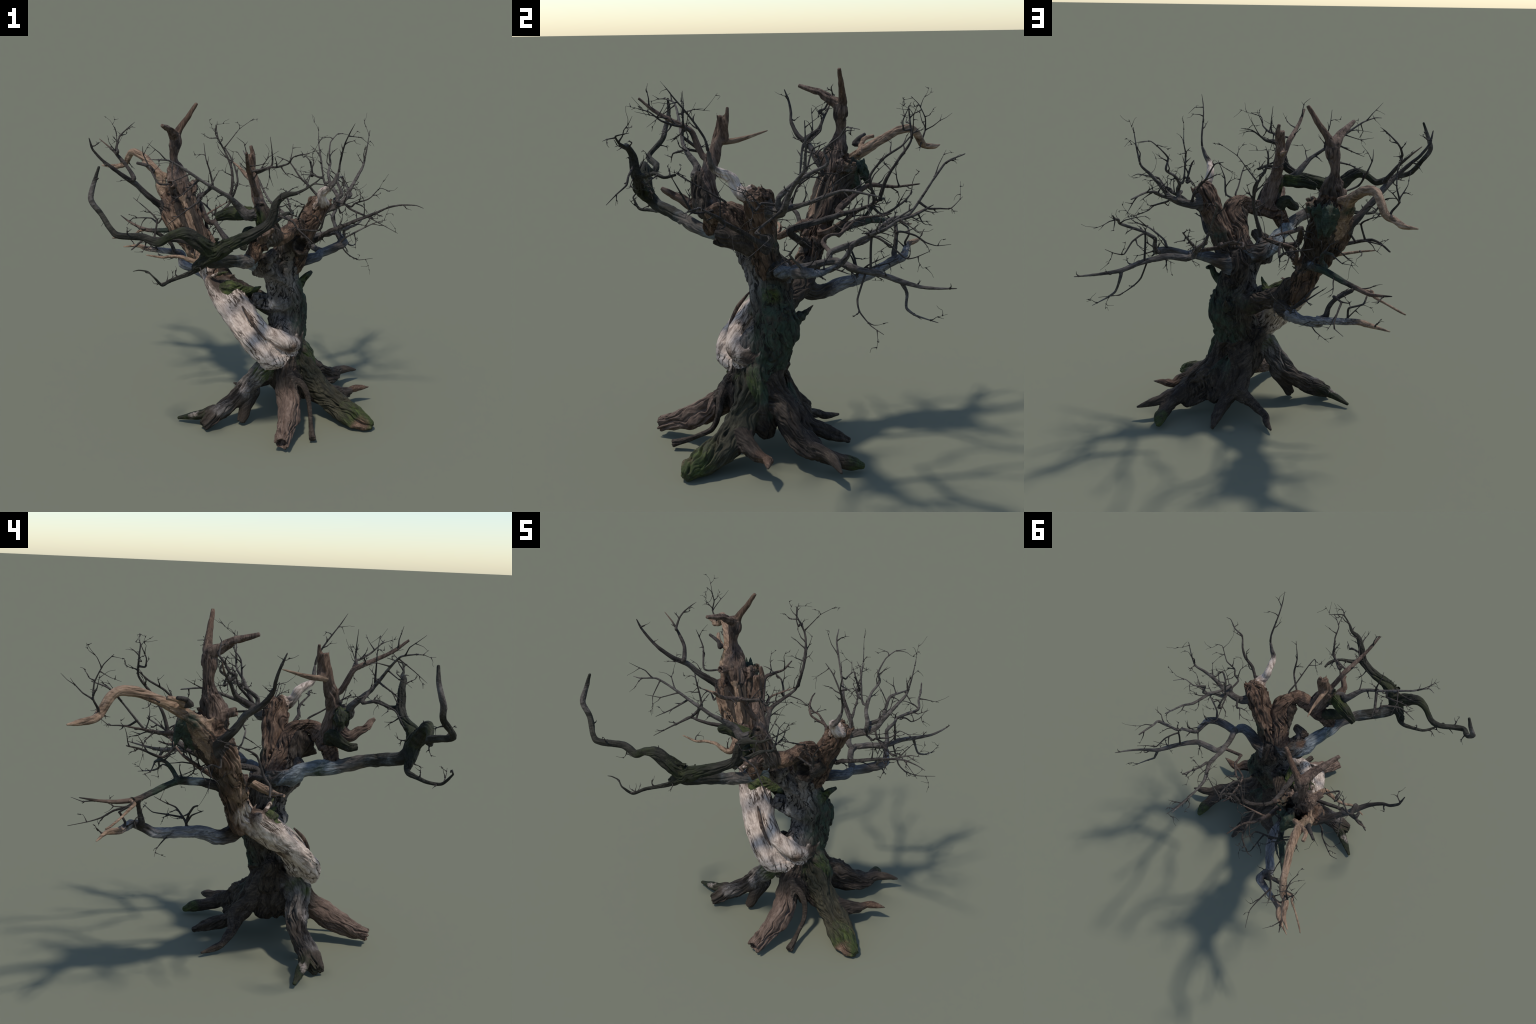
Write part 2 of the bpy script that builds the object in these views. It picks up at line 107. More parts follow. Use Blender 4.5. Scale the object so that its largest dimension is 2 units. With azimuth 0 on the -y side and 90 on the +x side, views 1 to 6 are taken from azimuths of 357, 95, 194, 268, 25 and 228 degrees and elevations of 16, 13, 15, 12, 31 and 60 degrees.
SPINE["l_fork_spur"] = [(-0.003, -0.336, 1.607, 0.0249), (-0.008, -0.316, 1.604, 0.022), (0.005, -0.307, 1.662, 0.017), (0.006, -0.299, 1.718, 0.014), (-0.004, -0.296, 1.766, 0.009)]
SPINE["b_fork_thorn"] = [(-0.026, -0.513, 1.654, 0.006), (0.096, -0.511, 1.683, 0.006), (0.106, -0.511, 1.74, 0.0036), (0.095, -0.517, 1.85, 0.0012)]
SPINE["b_twiggy_thorn"] = [(-0.236, -0.579, 1.592, 0.006), (-0.232, -0.573, 1.605, 0.006), (-0.245, -0.572, 1.677, 0.0044), (-0.265, -0.569, 1.749, 0.0028), (-0.273, -0.575, 1.836, 0.0012)]
SPINE["b_stump_a"] = [(0.509, 0.1, 1.459, 0.009), (0.48, 0.103, 1.445, 0.009), (0.467, 0.103, 1.481, 0.0071), (0.451, 0.115, 1.62, 0.0052), (0.445, 0.161, 1.69, 0.0033), (0.445, 0.156, 1.794, 0.0014)]
SPINE["b_fork_left"] = [(0.018, -0.512, 1.665, 0.01), (0.02, -0.491, 1.647, 0.01), (0.096, -0.518, 1.681, 0.0083), (0.125, -0.54, 1.683, 0.0066), (0.185, -0.606, 1.714, 0.005), (0.21, -0.661, 1.761, 0.0033), (0.291, -0.698, 1.783, 0.0016)]
SPINE["b_tan_side"] = [(-0.843, 0.78, 1.475, 0.006), (-0.854, 0.777, 1.504, 0.006), (-0.891, 0.796, 1.555, 0.0049), (-0.873, 0.793, 1.628, 0.0037), (-0.869, 0.754, 1.708, 0.0026), (-0.881, 0.707, 1.756, 0.0014)]
SPINE["b_stump_b"] = [(0.467, 0.103, 1.481, 0.007), (0.451, 0.106, 1.479, 0.007), (0.41, 0.169, 1.485, 0.0042), (0.345, 0.283, 1.468, 0.0014)]
SPINE["b_stump_c"] = [(0.394, 0.198, 1.481, 0.008), (0.413, 0.211, 1.473, 0.008), (0.393, 0.182, 1.573, 0.0047), (0.36, 0.225, 1.607, 0.0014)]
SPINE["b_right_a"] = [(0.538, 0.003, 1.347, 0.007), (0.548, -0.073, 1.36, 0.007), (0.613, -0.097, 1.336, 0.0061), (0.637, -0.117, 1.363, 0.0051), (0.706, -0.111, 1.379, 0.0042), (0.733, -0.12, 1.398, 0.0033), (0.784, -0.139, 1.456, 0.0023), (0.846, -0.126, 1.429, 0.0014)]
SPINE["b_hang"] = [(0.581, 0.416, 1.042, 0.005), (0.64, 0.376, 0.925, 0.005), (0.684, 0.385, 0.876, 0.0038), (0.753, 0.436, 0.83, 0.0026), (0.857, 0.491, 0.822, 0.0014)]
SPINE["b_up_a"] = [(0.285, 0.429, 1.136, 0.01), (0.299, 0.432, 1.161, 0.01), (0.289, 0.501, 1.194, 0.007), (0.279, 0.643, 1.283, 0.004)]
SPINE["b_right_b"] = [(0.556, 0.028, 1.326, 0.015), (0.534, 0.075, 1.338, 0.015), (0.591, 0.129, 1.364, 0.0123), (0.578, 0.289, 1.42, 0.0095), (0.61, 0.357, 1.426, 0.0067), (0.646, 0.47, 1.408, 0.004)]
SPINE["b_right_c"] = [(0.591, 0.436, 1.041, 0.006), (0.58, 0.441, 1.21, 0.006), (0.624, 0.52, 1.18, 0.0049), (0.645, 0.593, 1.122, 0.0037), (0.683, 0.633, 1.134, 0.0026), (0.709, 0.697, 1.17, 0.0014)]
SPINE["b_long_right"] = [(0.312, -0.089, 1.144, 0.016), (0.383, -0.066, 1.113, 0.016), (0.466, -0.194, 1.21, 0.0144), (0.54, -0.221, 1.246, 0.0128), (0.612, -0.254, 1.284, 0.0111), (0.688, -0.257, 1.313, 0.0095), (0.744, -0.283, 1.342, 0.0079), (0.803, -0.332, 1.383, 0.0063), (0.875, -0.33, 1.393, 0.0046), (0.955, -0.36, 1.395, 0.003), (1, -0.36, 1.376, 0.0014)]
SPINE["b_left_thorn"] = [(-0.494, 0.148, 1.46, 0.007), (-0.565, 0.064, 1.485, 0.007), (-0.625, 0.17, 1.578, 0.0051), (-0.656, 0.175, 1.652, 0.0031), (-0.654, 0.139, 1.707, 0.0012)]
SPINE["b_dark_thorn"] = [(0.086, -0.779, 1.479, 0.007), (0.188, -0.788, 1.434, 0.007), (0.214, -0.794, 1.393, 0.0052), (0.264, -0.837, 1.353, 0.0034), (0.315, -0.878, 1.309, 0.0016)]
SPINE["b_curl_a"] = [(0.344, 0.245, 1.079, 0.012), (0.224, 0.205, 1.097, 0.012), (0.21, 0.215, 1.12, 0.0109), (0.189, 0.25, 1.135, 0.0097), (0.174, 0.294, 1.136, 0.0086), (0.056, 0.327, 1.165, 0.0074), (0.008, 0.418, 1.189, 0.0063), (-0.017, 0.513, 1.194, 0.0051), (-0.014, 0.555, 1.206, 0.004)]
SPINE["b_curl_b"] = [(0.179, 0.279, 1.136, 0.01), (0.182, 0.283, 1.127, 0.01), (0.097, 0.351, 1.174, 0.0065), (0.018, 0.375, 1.175, 0.003)]
SPINE["b_right_d"] = [(0.58, 0.034, 1.34, 0.007), (0.62, -0.02, 1.303, 0.007), (0.737, -0.089, 1.256, 0.0051), (0.751, -0.018, 1.236, 0.0033), (0.9, -0.124, 1.164, 0.0014)]
SPINE["f_arc"] = [(0.605, 0.157, 1.035, 0.017), (0.611, 0.154, 1.03, 0.017), (0.601, 0.216, 1.046, 0.0158), (0.579, 0.286, 1.069, 0.0145), (0.573, 0.323, 1.108, 0.0133), (0.558, 0.351, 1.16, 0.012), (0.59, 0.394, 1.198, 0.0108), (0.6, 0.435, 1.221, 0.0095), (0.706, 0.495, 1.27, 0.0083), (0.689, 0.553, 1.306, 0.007), (0.679, 0.627, 1.329, 0.0058), (0.663, 0.685, 1.358, 0.0045)]
SPINE["b_moss_tail"] = [(-0.236, -0.579, 1.592, 0.01), (-0.314, -0.498, 1.505, 0.01), (-0.313, -0.569, 1.509, 0.0072), (-0.387, -0.659, 1.479, 0.0044), (-0.486, -0.692, 1.414, 0.0016)]
SPINE["b_tail_b"] = [(-0.305, -0.599, 1.641, 0.006), (-0.327, -0.577, 1.615, 0.006), (-0.393, -0.636, 1.573, 0.0037), (-0.469, -0.682, 1.535, 0.0014)]
SPINE["b_tip_right"] = [(0.121, 0.687, 1.294, 0.006), (0.132, 0.737, 1.26, 0.006), (0.132, 0.793, 1.26, 0.0044), (0.133, 0.85, 1.261, 0.0028), (0.109, 0.909, 1.316, 0.0012)]
SPINE["b_dark_side"] = [(0.068, -0.777, 1.433, 0.013), (0.108, -0.721, 1.424, 0.013), (0.164, -0.66, 1.447, 0.0113), (0.207, -0.6, 1.432, 0.0097), (0.195, -0.542, 1.443, 0.008)]
SPINE["b_tall_tip"] = [(-0.114, 0.505, 1.259, 0.012), (-0.11, 0.503, 1.283, 0.012), (-0.093, 0.536, 1.381, 0.0102), (-0.097, 0.592, 1.475, 0.0084), (-0.14, 0.662, 1.577, 0.0066), (-0.193, 0.655, 1.684, 0.0048), (-0.19, 0.648, 1.749, 0.003)]
SPINE["b_tall_thorn"] = [(-0.166, 0.659, 1.63, 0.005), (-0.167, 0.624, 1.627, 0.005), (-0.18, 0.618, 1.673, 0.0037), (-0.187, 0.639, 1.723, 0.0025), (-0.181, 0.66, 1.771, 0.0012)]
SPINE["b_arch_a"] = [(0.227, -0.327, 1.268, 0.007), (0.375, -0.427, 1.282, 0.007), (0.404, -0.482, 1.384, 0.0043), (0.461, -0.522, 1.485, 0.0016)]
SPINE["b_arch_b"] = [(0.246, -0.271, 1.273, 0.006), (0.27, -0.284, 1.319, 0.006), (0.271, -0.35, 1.358, 0.0049), (0.282, -0.471, 1.431, 0.0037), (0.278, -0.525, 1.464, 0.0026), (0.225, -0.485, 1.44, 0.0014)]
SPINE["b_right_e"] = [(0.572, 0.124, 1.028, 0.009), (0.588, 0.105, 1.065, 0.009), (0.613, 0.085, 1.093, 0.0071), (0.71, 0.064, 1.151, 0.0052), (0.795, 0.078, 1.183, 0.0033), (0.863, 0.043, 1.209, 0.0014)]
SPINE["b_curl_c"] = [(-0.335, 0.064, 1.075, 0.014), (-0.447, 0.04, 1.119, 0.014), (-0.517, 0.013, 1.134, 0.0122), (-0.589, -0.002, 1.151, 0.0104), (-0.648, -0.003, 1.159, 0.0086), (-0.697, -0.027, 1.131, 0.0068), (-0.744, -0.025, 1.092, 0.005)]
SPINE["b_stump_d"] = [(0.462, -0.006, 1.298, 0.01), (0.434, 0.031, 1.364, 0.01), (0.377, 0.083, 1.432, 0.008), (0.323, 0.126, 1.483, 0.006), (0.261, 0.154, 1.576, 0.004), (0.187, 0.22, 1.603, 0.002)]
SPINE["b_tall_side"] = [(-0.14, 0.666, 1.587, 0.004), (-0.083, 0.667, 1.655, 0.0031), (-0.031, 0.665, 1.717, 0.0021), (0.066, 0.678, 1.78, 0.0012)]
SPINE["c_star_a"] = [(-0.284, 0.38, 0.774, 0.008), (-0.259, 0.385, 0.815, 0.008), (-0.329, 0.372, 0.883, 0.0067), (-0.374, 0.347, 0.934, 0.0053), (-0.4, 0.326, 0.95, 0.004)]
SPINE["c_star_b"] = [(-0.279, 0.381, 0.828, 0.007), (-0.363, 0.354, 0.888, 0.0045), (-0.436, 0.295, 0.933, 0.002)]
SPINE["c_star_c"] = [(-0.259, 0.385, 0.815, 0.006), (-0.235, 0.4, 0.833, 0.006), (-0.193, 0.446, 0.883, 0.0045), (-0.201, 0.505, 0.91, 0.0029), (-0.199, 0.563, 0.94, 0.0014)]
SPINE["c_star_d"] = [(-0.233, 0.406, 0.839, 0.006), (-0.254, 0.484, 0.858, 0.0045), (-0.276, 0.564, 0.875, 0.0029), (-0.253, 0.614, 0.91, 0.0014)]
SPINE["c_tail"] = [(-0.559, 0.614, 0.982, 0.008), (-0.548, 0.627, 0.996, 0.008), (-0.597, 0.67, 0.982, 0.0067), (-0.597, 0.731, 0.963, 0.0054), (-0.59, 0.794, 0.922, 0.004), (-0.598, 0.855, 0.902, 0.0027), (-0.662, 0.946, 0.896, 0.0014)]
SPINE["c_loop"] = [(-0.638, 0.682, 0.882, 0.006), (-0.634, 0.671, 0.914, 0.006), (-0.643, 0.695, 0.962, 0.0057), (-0.716, 0.692, 0.988, 0.0053), (-0.726, 0.649, 1.017, 0.005)]
SPINE["h_stub"] = [(-0.573, 0.391, 1.45, 0.016), (-0.515, 0.396, 1.462, 0.016), (-0.615, 0.407, 1.501, 0.0147), (-0.653, 0.43, 1.53, 0.0133), (-0.68, 0.479, 1.542, 0.012)]
SPINE["h_stub_b"] = [(-0.615, 0.407, 1.501, 0.014), (-0.613, 0.365, 1.501, 0.014), (-0.635, 0.388, 1.532, 0.012), (-0.717, 0.429, 1.549, 0.01)]
SPINE["l_stub"] = [(0.082, -0.42, 1.307, 0.034), (0.043, -0.49, 1.263, 0.034), (0.043, -0.548, 1.296, 0.028), (0.047, -0.587, 1.313, 0.022), (0.089, -0.616, 1.34, 0.016), (0.092, -0.639, 1.359, 0.01)]
SPINE["l_jaw"] = [(0.02, -0.385, 1.2, 0.034), (-0.024, -0.39, 1.272, 0.034), (-0.049, -0.437, 1.238, 0.0293), (-0.068, -0.483, 1.219, 0.0247), (-0.062, -0.527, 1.223, 0.02)]
SPINE["b_under"] = [(-0.528, 0.217, 1.276, 0.006), (-0.586, 0.214, 1.194, 0.006), (-0.633, 0.259, 1.217, 0.0045), (-0.752, 0.306, 1.209, 0.0029), (-0.791, 0.281, 1.171, 0.0014)]
SPINE["b_under_b"] = [(-0.604, -0.002, 1.153, 0.006), (-0.583, 0.039, 1.259, 0.006), (-0.647, 0.119, 1.311, 0.0037), (-0.739, 0.241, 1.36, 0.0014)]
SPINE["b_back_low"] = [(-0.211, 0.453, 1.218, 0.008), (-0.223, 0.521, 1.16, 0.008), (-0.291, 0.633, 1.215, 0.0058), (-0.406, 0.689, 1.251, 0.0036), (-0.451, 0.69, 1.262, 0.0014)]
SPINE["b_back_long"] = [(-0.216, 0.3, 1.163, 0.018), (-0.269, 0.279, 1.178, 0.018), (-0.324, 0.434, 1.301, 0.0145), (-0.3, 0.531, 1.305, 0.011), (-0.261, 0.602, 1.309, 0.0075), (-0.253, 0.717, 1.325, 0.004)]

# part, palette and carving of each spine:  name -> (kind, material, lobes, grain)

STYLE = {}


def style(name, kind, look, **more):
    STYLE[name] = dict(kind=kind, look=look, **more)


style("r_hollow", "root", "root_hollow", end="hollow", lobes=0.2, carve=1.3)
style("r_left", "root", "root_grey", end="flat", lobes=0.3, carve=1.5)
style("r_left_tip", "root", "root_grey", **{"with": "r_left"})
style("r_left_knob", "root", "root_grey", end="flat", **{"with": "r_left"})
style("r_thin", "root", "root_dark", end="flat")
style("r_fright", "root", "root_moss", end="flat", lobes=0.35, carve=1.4)
style("r_fright_spur", "root", "root_dark")
style("r_bright", "root", "root_dark", lobes=0.3, carve=1.5)
style("r_bright_a", "root", "root_dark", **{"with": "r_bright"})
style("r_bright_b", "root", "root_dark", **{"with": "r_bright"})
style("r_back", "root", "root_dark", lobes=0.3, carve=1.5)
style("r_backleft", "root", "root_dark")
style("t_up", "trunk", "trunk", lobes=0.26, twist=1.0, carve=1.6)
style("k_core", "trunk", "trunk", **{"with": "t_up"})
style("k_back", "trunk", "trunk", **{"with": "t_up"})
style("k_bridge", "trunk", "trunk", **{"with": "t_up"})
style("k_spur", "trunk", "trunk", **{"with": "t_up"})
style("k_spike", "trunk", "trunk", **{"with": "t_up"})
style("k_knot", "knot", "knot", end="hollow", lobes=0.2)
style("t_stump", "stump", "stump", end="flat", lobes=0.25, carve=1.5, twist=1.0)
style("t_arch", "limb", "arch", lobes=0.25, carve=1.4)
style("t_white", "leaning_trunk", "pale_trunk", lobes=0.15, carve=0.32, twist=3.0)
style("t_shell", "leaning_trunk", "brown_trunk", end="flat", lobes=0.2, carve=1.5, twist=1.0, twigs=(8, 0.15, 0.3))
style("t_neck", "neck", "neck", lobes=0.2, carve=1.2)
style("k_shelf", "shard", "mossy", lobes=0.5, carve=1.4)
style("k_ring", "knot", "neck", end="hollow")
style("k_bowl", "leaning_trunk", "brown_trunk", end="hollow", lobes=0.35, carve=1.6, **{"with": "t_shell"})
for n in ("k_flap", "k_flap_b"):
    style(n, "shard", "mossy", lobes=0.5, end="point")
for n in ("k_slat_a", "k_slat_b", "k_slat_c"):
    style(n, "slat", "slat_light" if n == "k_slat_b" else "slat_dark", lobes=0.4, carve=0.8, end="point")
style("k_root_side", "root", "root_moss", lobes=0.35, carve=1.4, **{"with": "r_fright"})
style("l_web", "limb", "dark_limb", lobes=0.4, carve=1.5, twigs=(4, 0.06, 0.1))
style("l_fork_spur", "limb", "brown_limb", end="flat", lobes=0.3)
for n in ("k_web", "k_web_b", "k_web_c", "k_burr"):
    style(n, "trunk", "trunk", lobes=0.3, **{"with": "t_up"})
style("l_stub", "limb", "tan_stub", end="flat", lobes=0.3)
style("l_jaw", "shard", "dark_moss", end="flat", lobes=0.4)
style("h_stub", "limb", "tan_limb", end="flat")
style("h_stub_b", "limb", "dark_grey", end="flat")
style("b_under", "branch", "twig", twigs=(4, 0.08, 0.2))
style("b_under_b", "branch", "twig", twigs=(4, 0.09, 0.2))
style("b_back_low", "branch", "twig", twigs=(5, 0.09, 0.2))
style("l_blue", "limb", "blue_limb")
style("l_snake", "limb", "dark_limb", twigs=(7, 0.05, 0.15))
style("l_dark_right", "limb", "dark_limb", twigs=(14, 0.09, 0.3))
style("l_low_dark", "limb", "dark_limb", twigs=(5, 0.06, 0.3))
style("l_block", "limb", "block", lobes=0.25, carve=1.4)
style("l_moss", "shard", "dark_moss", lobes=0.55, carve=1.6, end="flat")
style("l_fork", "limb", "brown_limb", end="flat", lobes=0.25, carve=1.2)
style("l_fork_long", "limb", "brown_limb", end="flat", twigs=(5, 0.14, 0.2))
style("l_fork_spike", "limb", "tan_limb")
style("l_twiggy", "limb", "ash_limb", twigs=(12, 0.12, 0.3))
style("l_horn", "limb", "white_limb")
style("l_horn_tip", "branch", "twig", twigs=(7, 0.08, 0.2))
style("f_main", "limb", "blue_grey")
style("f_blue", "limb", "blue_grey", twigs=(9, 0.11, 0.45))
style("f_white", "limb", "ash_limb")
style("f_long", "limb", "ash_limb", twigs=(6, 0.08, 0.1))
style("f_long_fork", "limb", "ash_limb", twigs=(3, 0.06, 0.3))
style("f_up", "limb", "ash_limb", twigs=(8, 0.1, 0.2))
style("g_main", "limb", "ash_limb", twigs=(9, 0.11, 0.2))
style("g_mid", "limb", "ash_limb", twigs=(8, 0.1, 0.2))
style("h_tan", "limb", "tan_limb", twigs=(3, 0.05, 0.4))
style("h_left", "limb", "dark_grey", end="point", twigs=(5, 0.08, 0.2))
style("h_left_fork", "limb", "dark_grey", twigs=(2, 0.06, 0.3))
style("h_left_up", "branch", "twig", twigs=(5, 0.07, 0.3))
style("h_horn_l", "limb", "horn", end="flat")
style("h_horn_r", "limb", "horn", end="flat")
style("h_low_green", "limb", "green_limb", twigs=(6, 0.08, 0.2))
style("h_low_green_b", "limb", "tan_limb")
style("h_low_green_c", "limb", "green_limb", twigs=(4, 0.09, 0.4))
style("h_low_pale", "limb", "pale_grey", twigs=(6, 0.1, 0.35))
style("h_low_link", "limb", "dark_grey", twigs=(2, 0.09, 0.3))
style("h_right_tall", "branch", "twig", twigs=(9, 0.13, 0.3))
style("h_front_tan", "branch", "tan_limb", twigs=(4, 0.08, 0.3))
style("h_brown_back", "branch", "brown_limb", twigs=(9, 0.13, 0.2))

for n in ("k_side", "k_ridge_a", "k_ridge_b", "k_ridge_c", "k_lobe", "k_fill", "k_elbow", "k_front", "k_lip", "k_mass", "k_hip"):
    style(n, "trunk", "trunk", lobes=0.3, **{"with": "t_up"})
for n in ("k_hollow",):
    style(n, "knot", "neck", end="hollow")
style("k_underside", "leaning_trunk", "brown_trunk", end="flat", lobes=0.3, carve=1.3, **{"with": "t_shell"})
style("k_stump_rib", "stump", "stump", end="flat", lobes=0.3, carve=1.2, **{"with": "t_stump"})
style("k_splinter", "shard", "neck", lobes=0.3)
for n in ("t_pale_a", "t_pale_b"):
    style(n, "leaning_trunk", "pale_trunk", lobes=0.2, carve=0.32, twist=3.0, **{"with": "t_white"})
style("b_fork_thorn", "branch", "twig", twigs=(4, 0.07, 0.2))
style("b_twiggy_thorn", "branch", "twig", twigs=(3, 0.06, 0.3))
style("b_stump_a", "branch", "ash_limb", twigs=(6, 0.09, 0.25))
style("b_fork_left", "branch", "twig", twigs=(7, 0.09, 0.25))
style("b_tan_side", "branch", "twig", twigs=(8, 0.11, 0.2))
style("b_stump_b", "branch", "twig", twigs=(4, 0.08, 0.2))
style("b_stump_c", "branch", "twig", twigs=(4, 0.08, 0.2))
style("b_right_a", "branch", "twig", twigs=(8, 0.09, 0.2))
style("b_hang", "branch", "twig", twigs=(4, 0.07, 0.3))
style("b_up_a", "branch", "ash_limb", twigs=(7, 0.11, 0.2))
style("b_right_b", "branch", "ash_limb", twigs=(8, 0.1, 0.2))
style("b_right_c", "branch", "twig", twigs=(6, 0.08, 0.2))
style("b_long_right", "branch", "twig", twigs=(13, 0.11, 0.15))
style("b_left_thorn", "branch", "twig", twigs=(4, 0.07, 0.3))
style("b_dark_thorn", "branch", "twig", twigs=(3, 0.05, 0.3))
style("b_curl_a", "branch", "brown_twig", twigs=(4, 0.08, 0.4))
style("b_curl_b", "branch", "brown_twig", twigs=(3, 0.06, 0.4))
style("b_right_d", "branch", "twig", twigs=(7, 0.09, 0.2))
style("f_arc", "limb", "ash_limb", twigs=(12, 0.12, 0.15))
style("b_moss_tail", "branch", "twig", twigs=(6, 0.08, 0.2))
style("b_tail_b", "branch", "twig", twigs=(4, 0.08, 0.2))
style("b_tip_right", "branch", "twig", twigs=(4, 0.08, 0.3))
style("b_dark_side", "limb", "dark_limb", twigs=(4, 0.07, 0.3))
style("b_tall_tip", "branch", "twig", twigs=(8, 0.1, 0.3))
style("b_tall_thorn", "branch", "twig", twigs=(4, 0.07, 0.2))
style("b_arch_a", "branch", "twig", twigs=(5, 0.09, 0.3))
style("b_arch_b", "branch", "twig", twigs=(4, 0.08, 0.3))
style("b_right_e", "branch", "ash_limb", twigs=(6, 0.09, 0.3))
style("b_curl_c", "limb", "dark_grey")
style("b_stump_d", "branch", "twig", twigs=(6, 0.1, 0.3))
style("b_tall_side", "branch", "twig", twigs=(4, 0.07, 0.3))
style("c_star_a", "branch", "twig", twigs=(2, 0.06, 0.4))
style("c_star_b", "branch", "twig", twigs=(2, 0.06, 0.4))
style("c_star_c", "branch", "twig", twigs=(4, 0.08, 0.3))
style("c_star_d", "branch", "twig", twigs=(3, 0.07, 0.3))
style("c_tail", "branch", "twig", twigs=(5, 0.08, 0.2))
style("c_loop", "branch", "dark_grey")
style("b_back_long", "limb", "brown_twig", twigs=(9, 0.12, 0.3))


# ------------------------------------------------------------------ helpers
_rng = np.random.default_rng(SEED)
_perm = _rng.permutation(256)
_perm = np.concatenate([_perm, _perm, _perm])
_grad = _rng.normal(size=(256, 3))
_grad /= np.linalg.norm(_grad, axis=1)[:, None]


def perlin(p):
    p = np.asarray(p, float)
    i = np.floor(p).astype(int)
    f = p - i
    i &= 255
    w = f * f * f * (f * (f * 6 - 15) + 10)
    out = np.zeros(len(p))
    for dx in (0, 1):
        for dy in (0, 1):
            for dz in (0, 1):
                h = _perm[_perm[_perm[i[:, 0] + dx] + i[:, 1] + dy] + i[:, 2] + dz]
                g = _grad[h]
                d = (g[:, 0] * (f[:, 0] - dx) + g[:, 1] * (f[:, 1] - dy) + g[:, 2] * (f[:, 2] - dz))
                k = (w[:, 0] if dx else 1 - w[:, 0]) * (w[:, 1] if dy else 1 - w[:, 1]) * (w[:, 2] if dz else 1 - w[:, 2])
                out += d * k
    return out * 1.5


def spline(ctrl, step=0.007, ease=1.0):
    """Catmull-Rom through (x, y, z, r) control points, evenly resampled; a low ease
    leaves kinks at the joints."""
    c = np.asarray(ctrl, float)
    c = np.vstack([2 * c[0] - c[1], c, 2 * c[-1] - c[-2]])
    pts = []
    for i in range(1, len(c) - 2):
        a, b, d, e = c[i - 1], c[i], c[i + 1], c[i + 2]
        ta = 1.0
        n = 14
        t = np.linspace(0, 1, n, endpoint=False)[:, None]
        m0 = (d - a) / 2
        m1 = (e - b) / 2
        m0[:3] = ease * m0[:3] + (1 - ease) * (d - b)[:3]
        m1[:3] = ease * m1[:3] + (1 - ease) * (d - b)[:3]
        span = np.linalg.norm((d - b)[:3])
        for m in (m0, m1):
            l = np.linalg.norm(m[:3])
            if l > 1.3 * span:
                m *= 1.3 * span / l
        pts.append((2 * t**3 - 3 * t**2 + 1) * b + (t**3 - 2 * t**2 + t) * m0 + (-2 * t**3 + 3 * t**2) * d + (t**3 - t**2) * m1)
    pts.append(c[-2][None])
    p = np.vstack(pts)
    lo, hi = c[1:-1, 3].min(), c[1:-1, 3].max()
    p[:, 3] = np.clip(p[:, 3], lo, hi)
    s = np.r_[0, np.cumsum(np.linalg.norm(np.diff(p[:, :3], axis=0), axis=1))]
    n = max(4, int(s[-1] / step) + 1)
    t = np.linspace(0, s[-1], n)
    return np.stack([np.interp(t, s, p[:, k]) for k in range(4)], 1), t


def frames(p):
    """Tangents and two normals carried along the spine without twist."""
    t = np.gradient(p, axis=0)
    t /= np.linalg.norm(t, axis=1)[:, None] + 1e-12
    u = np.zeros_like(t)
    a = np.array([0, 0, 1.0]) if abs(t[0][2]) < 0.8 else np.array([1.0, 0, 0])
    u[0] = np.cross(t[0], a)
    u[0] /= np.linalg.norm(u[0])
    for i in range(1, len(p)):
        w = u[i - 1] - t[i] * np.dot(u[i - 1], t[i])
        u[i] = w / np.linalg.norm(w)
    return t, u, np.cross(t, u)


